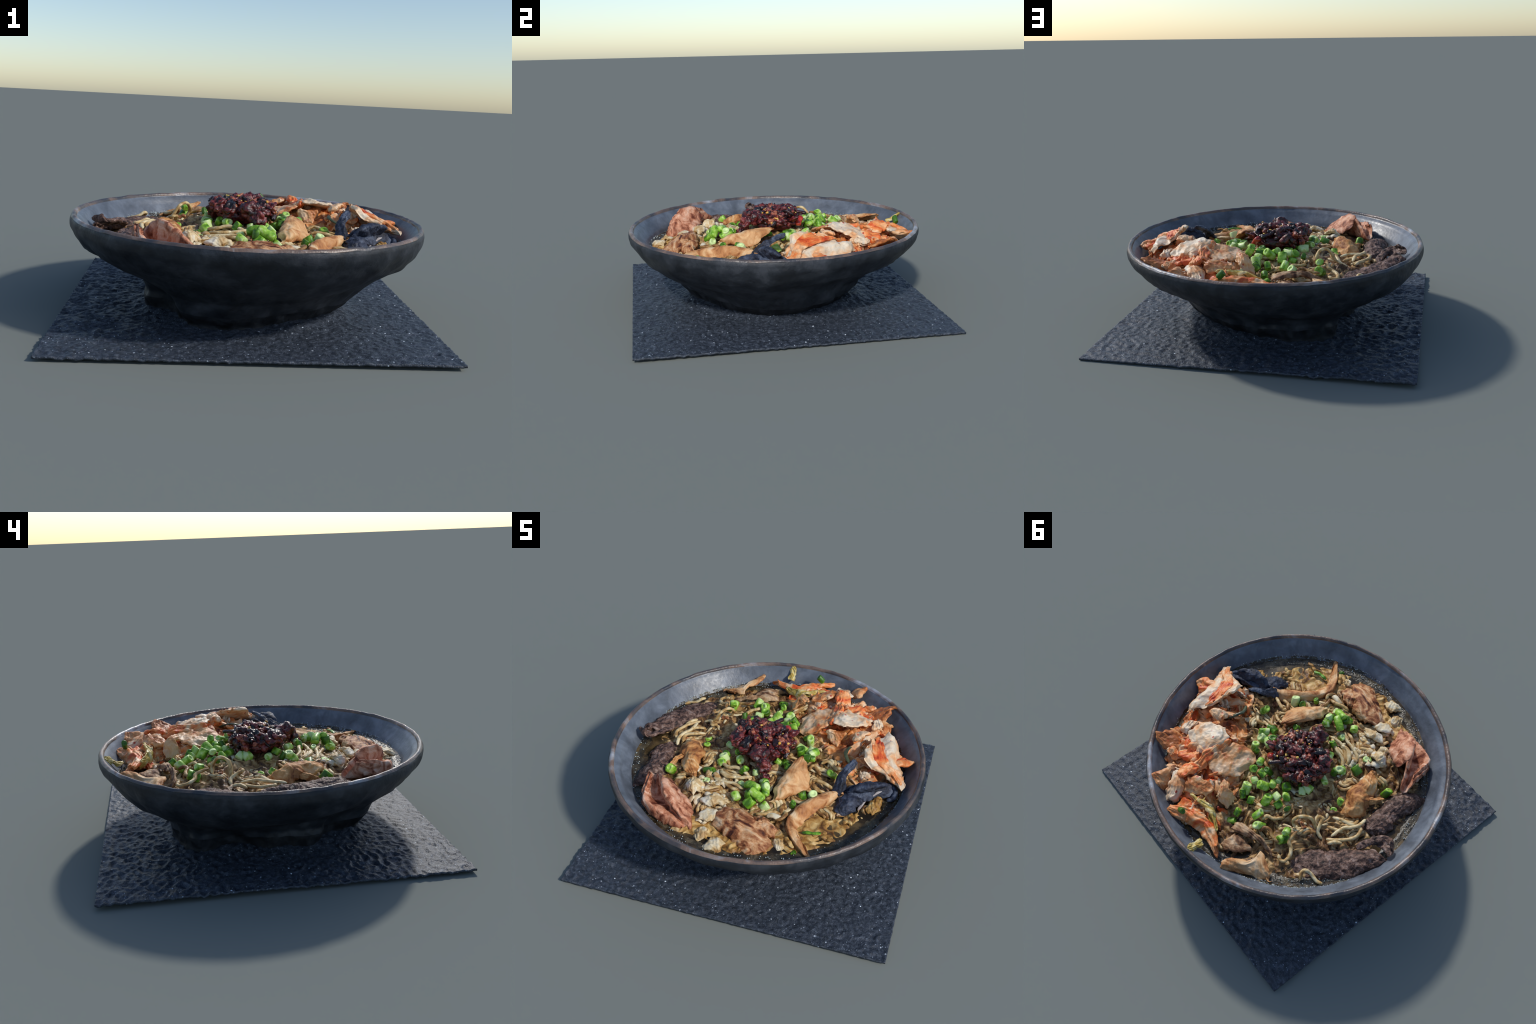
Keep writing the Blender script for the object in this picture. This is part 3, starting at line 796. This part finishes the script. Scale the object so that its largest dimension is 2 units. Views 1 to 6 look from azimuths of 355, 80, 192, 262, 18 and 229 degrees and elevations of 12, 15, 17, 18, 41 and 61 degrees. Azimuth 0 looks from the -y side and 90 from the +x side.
def sector(d):
    def g(c, w):
        e = (d - c + 180) % 360 - 180
        return math.exp(-(e / w) ** 2)
    return -.028 * g(22, 26) - .016 * g(85, 35) - .018 * g(-112, 40) + .022 * g(152, 30) + .020 * g(-10, 30)

def lower_r(z, th, feet):
    zs = [.015, .05, .10, .15, .20, .25, .30, .36]
    wall = .905 + sector(math.degrees(th))
    rs = [feet[5] + .012, feet[5], feet[4], feet[3], feet[2], feet[1], feet[0], wall]
    return float(np.interp(z, zs, rs))

def build_bowl():
    outer = [(.985, .528), (.989, .515), (.990, .50), (.986, .475), (.974, .45), (.944, .405), (.905, .36)]
    rim = [(.955, .523), (.958, .534), (.965, .540), (.973, .541), (.980, .536), (.985, .528)]
    inner = [(0, .24), (.3, .245), (.55, .27), (.72, .32), (.80, .36), (.855, .405), (.885, .44), (.915, .475), (.938, .505), (.955, .523)]
    inn = catmull(inner, 46); rm = catmull(rim, 14); out = catmull(outer, 46)
    nt = 360
    rings = []
    kinds = []
    prof = [(r, z, 'wall') for r, z in inn] + [(r, z, 'rim') for r, z in rm[1:]] + [(r, z, 'bowl') for r, z in out[1:]]
    low = [.352 - .0085 * q for q in range(40)] + [.012]
    verts, nr = [], 0
    feet = [foot_r(2 * math.pi * k / nt) for k in range(nt)]
    for r, z, kd in prof:
        for k in range(nt):
            th = 2 * math.pi * k / nt
            p = Vector((math.cos(th), math.sin(th), z * 1.0))
            rr, zz = r, z
            if kd == 'rim':
                w = .0035 * mnoise.noise(p * 16); rr += w; zz += .004 * mnoise.noise(p * 13 + Vector((5, 0, 0)))
            elif kd == 'bowl':
                lo = smooth(.52, .36, z)
                rr += (.003 + .013 * lo) * mnoise.noise(p * 5.5) + (.003 + .007 * lo) * mnoise.noise(Vector((p.x * 13, p.y * 13, z * 18)))
                rr += sector(math.degrees(th)) * smooth(.50, .37, z)
            else:
                rr += .0025 * mnoise.noise(p * 9) * smooth(.1, .6, r)
                dd = (math.degrees(th) + 140 + 180) % 360 - 180
                rr -= .014 * math.exp(-(dd / 50) ** 2) * smooth(.40, .44, z) * smooth(.53, .50, z)
            verts.append((CX + rr * math.cos(th), CY + rr * math.sin(th), zz))
        nr += 1
    for z in low:
        for k in range(nt):
            th = 2 * math.pi * k / nt
            r = lower_r(z, th, feet[k])
            p = Vector((math.cos(th), math.sin(th), z))
            r += .018 * mnoise.noise(p * 5.5) + .013 * mnoise.noise(Vector((p.x * 13, p.y * 13, z * 18)))
            verts.append((CX + r * math.cos(th), CY + r * math.sin(th), z))
        nr += 1
    faces, kind = [], []
    kinds = [q[2] for q in prof] + ['bowl' if z > .11 else 'foot' for z in low]
    for i in range(nr - 1):
        for k in range(nt):
            a = i * nt + k; b = i * nt + (k + 1) % nt
            faces.append((a, a + nt, b + nt, b)); kind.append(kinds[i + 1])
    faces.append(tuple((nr - 1) * nt + k for k in reversed(range(nt)))); kind.append('foot')
    root = empty("bowl")
    root["label"] = "wide dark glazed ceramic bowl with worn brown rim"
    root["category"] = "bowl"
    V = np.array(verts)
    me = bpy.data.meshes.new("whole"); me.from_pydata(V.tolist(), [], faces); me.update()
    nrm = np.array([v.normal[:] for v in me.vertices])
    bpy.data.meshes.remove(me)
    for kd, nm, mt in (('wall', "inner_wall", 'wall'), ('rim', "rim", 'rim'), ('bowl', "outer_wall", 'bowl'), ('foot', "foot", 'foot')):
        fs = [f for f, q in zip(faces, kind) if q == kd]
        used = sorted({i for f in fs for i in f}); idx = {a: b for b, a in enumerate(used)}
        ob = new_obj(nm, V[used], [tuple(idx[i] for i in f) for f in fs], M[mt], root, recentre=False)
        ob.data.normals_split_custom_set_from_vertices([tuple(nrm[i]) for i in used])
    return root

# ------------------------------------------------------------------ height of the heap
BUMPS = [(-.02, .03, .085, .42), (.60, .18, .085, .17), (.42, .46, .100, .19), (.16, .68, .065, .13), (-.32, -.40, .03, .16), (-.30, .28, .035, .17)]

def heap(x, y):
    h = .403
    for a, b, k, s in BUMPS:
        h += k * math.exp(-((x - a) ** 2 + (y - b) ** 2) / (s * s))
    return h

def build_food():
    root = empty("noodle_stew")
    root["label"] = "heaped stew of noodles, kimchi, meat, scallions and chili"
    root["category"] = "food"
    R = .868
    # broth
    v, f = [(CX, CY, .407)], []
    rings, nt = 40, 220
    for i in range(1, rings + 1):
        for k in range(nt):
            th = 2 * math.pi * k / nt; r = R * i / rings
            x, y = r * math.cos(th), r * math.sin(th)
            z = .407 + .003 * mnoise.noise(Vector((x * 9, y * 9, 0))) + .007 * smooth(.95, 1.0, i / rings)
            v.append((CX + x, CY + y, z))
    f += [(0, 1 + k, 1 + (k + 1) % nt) for k in range(nt)]
    for i in range(rings - 1):
        for k in range(nt):
            a = 1 + i * nt + k; b = 1 + i * nt + (k + 1) % nt
            f.append((a, a + nt, b + nt, b))
    new_obj("broth", v, f, M['broth'], root, recentre=False)

    # foam: tiny bubbles left where the broth meets the wall
    bv, bf = ICO[1]
    fv, ff = [], []
    for k in range(2300):
        th = rng.uniform(0, 2 * math.pi)
        d = math.degrees(th)
        dens = .25 + .75 * (0.5 + 0.5 * math.cos(math.radians(d - 190)))
        if rng.random() > dens: continue
        t = max(-1.2, min(1.6, rng.gauss(0, .55)))
        wav = .006 * mnoise.noise(Vector((math.cos(th) * 8, math.sin(th) * 8, 0)))
        z = .424 + .012 * t + wav
        r = .868 + .9 * (z - .418) if z > .418 else .866 - rng.uniform(0, .05)
        s = rng.uniform(.0018, .005)
        c = np.array([CX + r * math.cos(th), CY + r * math.sin(th), max(z, .415)])
        o = len(fv)
        fv += (bv * s + c).tolist(); ff += [tuple(q + o for q in t3) for t3 in bf]
    ob = new_obj("foam", fv, ff, M['foam'], root, recentre=False); ob["kind"] = "stuff"

    # thin scum floating round the edge
    v, f = [], []; nr, nt = 22, 300
    for i in range(nr):
        for k in range(nt):
            th = 2 * math.pi * k / nt; d = Vector((math.cos(th), math.sin(th), 0))
            r = .79 + .085 * i / (nr - 1)
            z = .4115 + .004 * fbm((d.x * r, d.y * r, 2), 40, 3) + .016 * smooth(.86, .875, r) - .006 * (1 - smooth(.79, .82, r))
            v.append((CX + r * d.x, CY + r * d.y, z))
    for i in range(nr - 1):
        for k in range(nt):
            a, c = i * nt + k, i * nt + (k + 1) % nt
            f.append((a, a + nt, c + nt, c))
    ob = new_obj("foam_film", v, f, M['film'], root, recentre=False); ob["kind"] = "stuff"

    # tangled bed under the pieces, split by what it is made of
    n = 380; S = .85
    idx, v, reg = {}, [], {}
    for i in range(n):
        for j in range(n):
            x, y = -S + 2 * S * i / (n - 1), -S + 2 * S * j / (n - 1)
            r = math.hypot(x, y)
            if r > S: continue
            w = vnoise((x, y, 0), 9)
            a = 1 - abs(mnoise.noise(Vector((x * 15 + w.x * 2.0, y * 15 + w.y * 2.0, 0)))) * 2.4
            b = fbm((x, y, 5), 9, 2) + .35 * mnoise.noise(Vector((x * 33, y * 33, 4)))
            th = math.degrees(math.atan2(y, x))
            gap = .06 * math.exp(-((abs(th) - 175) / 22) ** 2) + .05 * math.exp(-((th + 25) / 20) ** 2) + .04 * math.exp(-((th - 20) / 25) ** 2)
            e = smooth(.87 - gap, .78 - gap, r + .05 * mnoise.noise(Vector((x * 6, y * 6, 3))))
            yl = 1 if (y < -.30 and x > .22) or y < -.6 else 0
            z = heap(x, y) + .007 * yl + (.020 * (a - .4) + .024 * b) * (.5 + .5 * e) * (1 - .4 * yl) - .035 * (1 - e)
            idx[i, j] = len(v); v.append((x, y, z))
            q = .05 * mnoise.noise(Vector((x * 8, y * 8, 7)))
            kim = math.exp(-((x - .5) ** 2 + (y - .38) ** 2) / .075) + .8 * math.exp(-((x - .15) ** 2 + (y - .7) ** 2) / .02) + .9 * math.exp(-((x - .62) ** 2 + (y - .1) ** 2) / .02)
            reg[i, j] = 'kbed' if kim + q * 3 > .42 else ('yellow' if (x - .45) * .9 - (y + .55) * .6 + q > -.12 and y < -.30 and x > .22 or (y < -.62 + q and x > -.3) else 'bed')
    groups = {'kbed': [], 'yellow': [], 'bed': []}
    for i in range(n - 1):
        for j in range(n - 1):
            q = [(i, j), (i + 1, j), (i + 1, j + 1), (i, j + 1)]
            if all(t in idx for t in q): groups[reg[i, j]].append(tuple(idx[t] for t in q))
    v = np.array(v)
    for g, nm in (('kbed', "kimchi_mash"), ('yellow', "egg_curd"), ('bed', "noodle_bed")):
        used = sorted({t for q in groups[g] for t in q}); mp = {a: c for c, a in enumerate(used)}
        ob = new_obj(nm, v[used], [tuple(mp[t] for t in q) for q in groups[g]], M[g], root, recentre=False); ob["kind"] = "stuff"

    # ---- noodles
    noodles = empty("noodles", root)
    keep_out = [(-.42, -.58, .19), (-.62, .36, .17), (-.48, .45, .10), (-.66, -.28, .17), (-.33, .72, .17), (.07, -.66, .15),
                (.62, -.2, .16), (.45, -.6, .2)]
    def free(x, y):
        r = math.hypot(x, y)
        if r > .70: return False
        if x > .12 and y > .12 and r > .38: return False
        if r < .14: return False
        return all(math.hypot(x - a, y - b) > c for a, b, c in keep_out)
    made = 0
    while made < 255:
        x, y = rng.uniform(-.72, .72), rng.uniform(-.72, .72)
        if not free(x, y): continue
        a = rng.uniform(0, 6.28); base = []
        curl = rng.uniform(14, 36); amp = rng.uniform(.5, 1.3); ph = rng.uniform(0, 6.28)
        Ln = rng.uniform(.09, .22); st = .015; lift = rng.uniform(-.008, .012); turn = rng.uniform(-5, 5)
        k = 0
        while k * st < Ln:
            s = k * st
            ang = a + amp * math.sin(curl * s + ph) + turn * s
            x += st * math.cos(ang); y += st * math.sin(ang)
            if not free(x, y) and k > 3: break
            base.append((x, y, .011 * math.sin(curl * .8 * s + ph * 2), ang)); k += 1
        if len(base) < 5: continue
        strands = rng.choice([1, 2, 3, 3, 4])
        for q in range(strands):
            off = (q - (strands - 1) / 2) * .020 + rng.uniform(-.004, .004)
            i0 = rng.choice([0, 0, 1]); i1 = len(base) - rng.choice([0, 0, 1])
            pts = [(X - math.sin(A) * off, Y + math.cos(A) * off, heap(X, Y) + lift + W + .006 * math.cos(off * 60)) for X, Y, W, A in base[i0:i1]]
            pts[0] = (pts[0][0], pts[0][1], pts[0][2] - .016); pts[-1] = (pts[-1][0], pts[-1][1], pts[-1][2] - .016)
            v, f = tube(pts, rng.uniform(.0080, .0128), sides=8, flat=.7, n=max(14, len(pts) * 2), jitter=.004, seed=made)
            new_obj("noodle", v, f, M['noodle'], noodles); made += 1
    # pale shredded cabbage between the meat and the chili
    k = 0
    while k < 34:
        x, y = -.22 + rng.gauss(0, .10), -.42 + rng.gauss(0, .09)
        if not free(x, y): continue
        a = rng.uniform(0, 6.28); pts = []; turn = rng.uniform(-1.1, 1.1)
        for s in range(rng.choice([4, 5, 6])):
            pts.append((x, y, heap(x, y) + .010 + .014 * math.sin(s * 1.4 + a)))
            a += turn * .5 + rng.uniform(-.3, .3); x += .020 * math.cos(a); y += .020 * math.sin(a)
        v, f = tube(pts, rng.uniform(.012, .022), sides=9, flat=.5, n=18, jitter=.007, seed=700 + k)
        new_obj("cabbage_shred", v, f, M['cab'], noodles); k += 1
    for i, pts in enumerate(PIECES['noodle']):
        v, f = tube(pts[0], .0118, sides=10, flat=.8, n=max(18, len(pts[0]) * 6), jitter=.002, seed=400 + i)
        new_obj("noodle", v, f, M['noodle'], noodles)
    # yellow ribbons soaking near the front edge
    k = 0
    while k < 5:
        x, y = rng.uniform(.30, .68), rng.uniform(-.72, -.42)
        if math.hypot(x, y) > .82 or (x - .45) + (y + .6) * -.6 < -.12: continue
        a = rng.uniform(0, 6.28); pts = []
        for s in range(6):
            a += rng.uniform(-.9, .9)
            x += .018 * math.cos(a); y += .018 * math.sin(a)
            pts.append((x, y, .418 + rng.uniform(0, .018)))
        v, f = tube(pts, rng.uniform(.010, .018), sides=8, flat=.5, n=16, jitter=.004, seed=900 + k)
        new_obj("egg_ribbon", v, f, M['yellow'], root); k += 1

    # ---- big pieces
    def series(key, name, mats, parent, **kw):
        kw.setdefault('swell', 1.1)
        for i, rows in enumerate(PIECES[key]):
            rows = np.array(rows) + np.array([0, 0, LIFT.get((key, i), LIFT.get(key, 0))])
            k2 = dict(kw)
            k2.update(SPECIAL.get((key, i), {}))
            mt = k2.pop('mat', mats)
            sheet(name, rows, M[mt], parent, seed=i * 3.7 + len(key), **k2)
    series('pork', "pork_slice", 'pork', root, thick=.030, rough=.008, fine=.004, rib=.008, ribf=7, crease=.005, edge=.012, n=44, m=34)
    series('mush', "mushroom_slice", 'mush', root, thick=.022, rough=.006, fine=.003, rib=.007, ribf=8, crease=.003, edge=.008, n=44, m=28)
    series('fungus', "black_fungus", 'fungus', root, thick=.018, rough=.008, fine=.004, rib=.004, edge=.012, n=40, m=30)
    series('beef', "beef_slice", 'beef', root, thick=.06, swell=1.12, rough=.009, fine=.005, crease=.005, rounded=.4, edge=.012, n=60, m=48)
    series('chick', "fried_piece", 'chick', root, thick=.045, rough=.009, fine=.005, rib=.006, edge=.012, n=44, m=34)
    series('cab', "cabbage_piece", 'cab', root, thick=.026, rough=.010, fine=.004, rib=.006, edge=.014)
    kim = empty("kimchi", root)
    series('kimchi', "kimchi_leaf", 'ko', kim, thick=.034, rough=.010, fine=.003, rib=.008, ribf=7, edge=.012, ruffle=.012, n=44, m=34)
    # folded kimchi leaves and scraps filling the heap between the large leaves
    def kz(x, y):
        return heap(x, y) + .012
    k = 0
    spots = [(.60, .20), (.45, .48), (.28, .60), (.55, .40), (.28, .45), (.66, .46), (.38, .70), (.12, .74), (.66, .08), (.20, .50), (.56, .58)]
    while k < 72:
        i = spots[k % len(spots)] if k < 44 else rng.choice(spots)
        x, y = i[0] + rng.gauss(0, .065), i[1] + rng.gauss(0, .065)
        if math.hypot(x, y) > .80 or math.hypot(x - .02, y - .62) < .07: continue
        large = k < 44
        a = rng.uniform(0, 6.28)
        w = rng.uniform(.06, .10) if large else rng.uniform(.02, .045)
        l = rng.uniform(.15, .23) if large else rng.uniform(.05, .10)
        hump = rng.uniform(.016, .034); z = kz(x, y) + (rng.uniform(-.010, .012) if large else rng.uniform(0, .035))
        dx, dy = math.cos(a), math.sin(a); bend = rng.uniform(-.4, .4); rows = []
        for s in range(5):
            u = s / 4 - .5; r = []
            for c in range(5):
                q = c / 4 - .5
                wx, wy = x + dx * l * u - dy * w * 2 * q + bend * w * u * u * dx, y + dy * l * u + dx * w * 2 * q
                r.append((wx, wy, z + hump * math.sin(q * 7 + u * 4 + a) - .05 * (u * u + q * q) * (2 * l + .1) + rng.uniform(-.007, .007)))
            rows.append(r)
        nn = (34, 30) if large else (18, 16)
        sheet("kimchi_leaf", rows, M[rng.choice(['ko', 'ko', 'kb', 'kw', 'ko'])], kim, thick=.028 if large else .018, n=nn[0], m=nn[1],
              rough=.010, edge=.02 if large else .012, rib=.006, crease=.004, ruffle=.026 if large else .014, rounded=.9, seed=50 + k)
        k += 1

    # torn brown bits lying among the noodles
    k = 0
    while k < 34:
        x, y = rng.uniform(-.7, .7), rng.uniform(-.7, .7)
        if not free(x, y): continue
        a = rng.uniform(0, 6.28); l, w = rng.uniform(.04, .08), rng.uniform(.02, .04); dx, dy = math.cos(a), math.sin(a); rows = []
        z = heap(x, y) + rng.uniform(.008, .022); t = rng.uniform(-.35, .35)
        for s in range(4):
            u = s / 3 - .5
            rows.append([(x + dx * l * u - dy * w * q, y + dy * l * u + dx * w * q, z + t * l * u - .6 * w * q * q + rng.uniform(-.007, .007)) for q in (-.6, 0, .6)])
        sheet("mushroom_scrap", rows, M[rng.choice(['mush', 'mushdark', 'cab', 'cab', 'fibre'])], root, thick=.012, n=16, m=13, rough=.008, edge=.012, rib=.004, seed=k * 1.9)
        k += 1

    # small extras
    for key, nm, mt, rad, fl in (('vine', "leaf_stem", 'vine', .012, .6), ('fring', "fungus_curl", 'fungus', .016, .8),
                                 ('fedge', "fungus_edge", 'kg', .009, .7), ('stalk', "garlic_slice", 'cab', .020, .6),
                                 ('scalstrip', "scallion_strip", 'green', .012, .4), ('longscal', "scallion_stalk", 'green', .027, .9),
                                 ('brownstick', "chili_stick", 'chili', .014, .8), ('redpep', "red_pepper", 'redpep', .024, .8)):
        for i, p in enumerate(PIECES[key]):
            v, f = tube(p[0], rad, sides=12, flat=fl, n=24, taper=.75 if key == 'longscal' else .4, jitter=.003, seed=i + len(key))
            new_obj(nm, v, f, M[mt], root)

    # ---- scallion rings: three shared meshes, placed and turned one by one
    def ring_mesh(q):
        r0 = random.Random(40 + q); sides = 11; v, f = [], []
        L = [.030, .024, .036][q]
        prof = [(.014, -L), (.0265, -L), (.028, -L * .85), (.0285, 0), (.028, L * .85), (.0265, L), (.014, L), (.011, L * .86), (.0, L * .8)]
        for r, z in prof[:-1]:
            for k in range(sides):
                a = 2 * math.pi * k / sides; s = 1 + .09 * math.cos(2 * a + q) + .05 * mnoise.noise(Vector((math.cos(a) * 2, math.sin(a) * 2, q + z * 20)))
                v.append((r * s * math.cos(a), r * s * math.sin(a) * (.85 + .07 * q), z + .004 * math.sin(a + q)))
        nr = len(prof) - 1
        for i in range(nr - 1):
            for k in range(sides):
                a, b = i * sides + k, i * sides + (k + 1) % sides
                f.append((a, b, b + sides, a + sides))
        f.append(tuple((nr - 1) * sides + k for k in range(sides)))
        f.append(tuple(reversed(range(sides))))
        me = bpy.data.meshes.new("scallion_ring"); me.from_pydata(v, [], f); me.update(); me.shade_smooth(); me.materials.append(M['green'])
        return me
    rings_m = [ring_mesh(q) for q in range(3)]
    sc = empty("scallions", root)
    spots = [p for grp in PIECES['scal'] for row in grp for p in row]
    done = []
    for p in spots:
        if any(math.dist(p[:2], q[:2]) < .03 for q in done): continue
        done.append(p)
    while len(done) < 56:       # more tucked around the chili
        a = rng.uniform(1.2, 4.4); d = rng.uniform(.17, .33)
        p = (-.03 + d * math.cos(a), .06 + d * math.sin(a))
        p = (*p, heap(*p) + .018 + rng.uniform(0, .02))
        if any(math.dist(p[:2], q[:2]) < .042 for q in done): continue
        if a > 3.6 and rng.random() < .8: continue
        done.append(p)
    for p in done:
        ob = bpy.data.objects.new("scallion_ring", rng.choice(rings_m))
        bpy.context.collection.objects.link(ob); ob.parent = sc
        ob.location = p
        ob.rotation_euler = (rng.uniform(-1.5, 1.5), rng.uniform(-.8, .8), rng.uniform(0, 6.28))
        s = rng.uniform(.68, 1.05) * (.75 if math.hypot(p[0], p[1]) > .75 else 1); ob.scale = (s, s, s)

    # ---- chili heap
    ch = empty("chili_heap", root)
    v0, f0 = ICO[4]
    v = []
    for p in v0:
        s = Vector(p)
        k = 1 + .20 * mnoise.noise(s * 2.1 + Vector((3, 1, 0))) + .16 * mnoise.noise(s * 5) + .16 * (.45 - abs(mnoise.noise(s * 8))) + .07 * mnoise.noise(s * 17)
        v.append((-.030 + p[0] * .165 * k, .025 + p[1] * .14 * k, .548 + p[2] * .066 * k))
    new_obj("chili_paste", v, f0, M['chilired'], ch)
    def ctop(x, y):
        a, b = (x + .03) / .19, (y - .03) / .16
        return .552 + .068 * math.sqrt(max(0, 1 - (a * a + b * b) ** 1.5))
    big = [((.018, -.170, .585), (.060, .046, .052)), ((-.005, -.125, .590), (.05, .045, .035)), ((.045, -.205, .545), (.040, .035, .045)),
           ((-.165, -.065, .600), (.050, .045, .038)), ((-.185, -.010, .575), (.05, .05, .04)), ((.025, .05, .615), (.05, .04, .035)),
           ((-.06, .12, .598), (.05, .04, .036)), ((-.02, .02, .612), (.045, .04, .030)), ((.10, .03, .578), (.05, .045, .04)),
           ((.11, -.03, .575), (.045, .04, .038)), ((.03, .085, .605), (.022, .055, .026)), ((-.13, .13, .565), (.055, .045, .04)),
           ((-.09, .035, .606), (.04, .036, .028)), ((.065, -.085, .575), (.05, .036, .036)), ((-.10, -.10, .560), (.04, .04, .035)),
           ((.065, -.245, .500), (.025, .022, .03)), ((-.108, .17, .582), (.026, .042, .028))]
    for i in range(52):
        a = rng.uniform(0, 6.28); d = math.sqrt(rng.random()) * 1.10
        x, y = -.03 + .18 * d * math.cos(a), .03 + .15 * d * math.sin(a)
        s = rng.uniform(.014, .034)
        big.append(((x, y, ctop(x, y) + rng.uniform(-.006, .010)), (s * rng.uniform(.8, 1.7), s * rng.uniform(.6, 1), s * rng.uniform(.5, .9))))
    for i, (c, rr) in enumerate(big):
        c = (c[0], c[1], c[2] + .001)
        v, f = lump(rr, sub=4 if i < 17 else 3, amp=.7, freq=1.3, fine=.25, seed=i * 1.3)
        ob = new_obj("chili_flake", v, f, M['chilired' if i < 17 else 'chili'], ch, recentre=False)
        ob.location = c; ob.rotation_euler = (rng.uniform(-.9, .9), rng.uniform(-.9, .9), rng.uniform(0, 6.28)) if i > 3 else (0, 0, 0)
    for i in range(38):
        a = rng.uniform(0, 6.28); d = math.sqrt(rng.random()) * 1.12
        x, y = -.03 + .18 * d * math.cos(a), .03 + .15 * d * math.sin(a); z = ctop(x, y) + rng.uniform(-.004, .010)
        ra = rng.uniform(0, 6.28); l, w = rng.uniform(.02, .045), rng.uniform(.012, .024); tx, ty = rng.uniform(-.6, .6), rng.uniform(-.6, .6)
        dx, dy = math.cos(ra), math.sin(ra); curl = rng.uniform(.2, .7); rows = []
        for s in range(4):
            u = s / 3 - .5
            rows.append([(x + dx * l * u - dy * w * q, y + dy * l * u + dx * w * q, z + tx * l * u + ty * w * q - curl * w * q * q + rng.uniform(-.003, .003)) for q in (-.6, 0, .6)])
        sheet("chili_flake", rows, M[rng.choice(['chili', 'chili', 'chilired'])], ch, thick=.006, n=14, m=11, rough=.004, fine=.001, edge=.006, crease=.003, seed=i * 2.1)
    sd = [p for grp in PIECES['seed'] for row in grp for p in row]
    for i in range(18):
        a = rng.uniform(0, 6.28); d = math.sqrt(rng.random())
        x, y = -.03 + .18 * d * math.cos(a), .03 + .15 * d * math.sin(a)
        sd.append((x, y, ctop(x, y) + .012))
    for i, p in enumerate(sd):
        s = .009 if i < 7 else rng.uniform(.004, .008)
        v, f = lump((s * 1.3, s, s * .6), sub=2, amp=.2, seed=i)
        ob = new_obj("chili_seed", v, f, M['seed'], ch, recentre=False)
        ob.location = p; ob.rotation_euler = (rng.uniform(-.6, .6), rng.uniform(-.6, .6), rng.uniform(0, 6.28))
    return root

# small corrections of height after comparing with the real dish
LIFT = {'kimchi': -.008, ('beef', 0): -.014, ('beef', 2): -.006, ('fungus', 2): .02}
SPECIAL = {
    ('kimchi', 0): dict(mat='kw', thick=.028, n=60, m=50), ('kimchi', 1): dict(mat='kw', thick=.030, rib=.009, n=56, m=44),
    ('kimchi', 2): dict(mat='ko'), ('kimchi', 3): dict(mat='kb', thick=.022), ('kimchi', 4): dict(mat='kb'),
    ('kimchi', 5): dict(mat='ko'), ('kimchi', 6): dict(mat='kw'), ('kimchi', 7): dict(mat='kb'),
    ('kimchi', 8): dict(mat='ko', n=56, m=30), ('kimchi', 9): dict(mat='ky'), ('kimchi', 10): dict(mat='ky', thick=.014),
    ('kimchi', 11): dict(mat='kb', thick=.022), ('kimchi', 12): dict(mat='ko'), ('kimchi', 13): dict(mat='ko'),
    ('kimchi', 14): dict(mat='ko'), ('kimchi', 15): dict(mat='kw'), ('kimchi', 16): dict(mat='kb'), ('kimchi', 17): dict(mat='kb'),
    ('beef', 1): dict(thick=.022, n=36, m=26, swell=1.04), ('pork', 1): dict(mat='fibre', swell=1.22), ('pork', 2): dict(thick=.05, mat='fibre', swell=1.25), ('fungus', 3): dict(thick=.022, n=50, m=40),
    ('cab', 6): dict(mat='yellow'),
    ('chick', 1): dict(thick=.024, n=26, m=20), ('mush', 1): dict(thick=.045, swell=1.16, rounded=.15), ('mush', 0): dict(swell=1.18, thick=.028), ('fungus', 0): dict(swell=1.35, thick=.022, rounded=.35), ('fungus', 1): dict(swell=1.22, thick=.04, ruffle=.02), ('fungus', 2): dict(swell=1.15, thick=.03), ('mush', 3): dict(mat='mushdark'), ('mush', 4): dict(mat='mushdark'),
    ('kimchi', 18): dict(mat='ko', thick=.02), 
    ('cab', 2): dict(rough=.004, fine=.0015), 
}

build_mat()
build_bowl()
build_food()
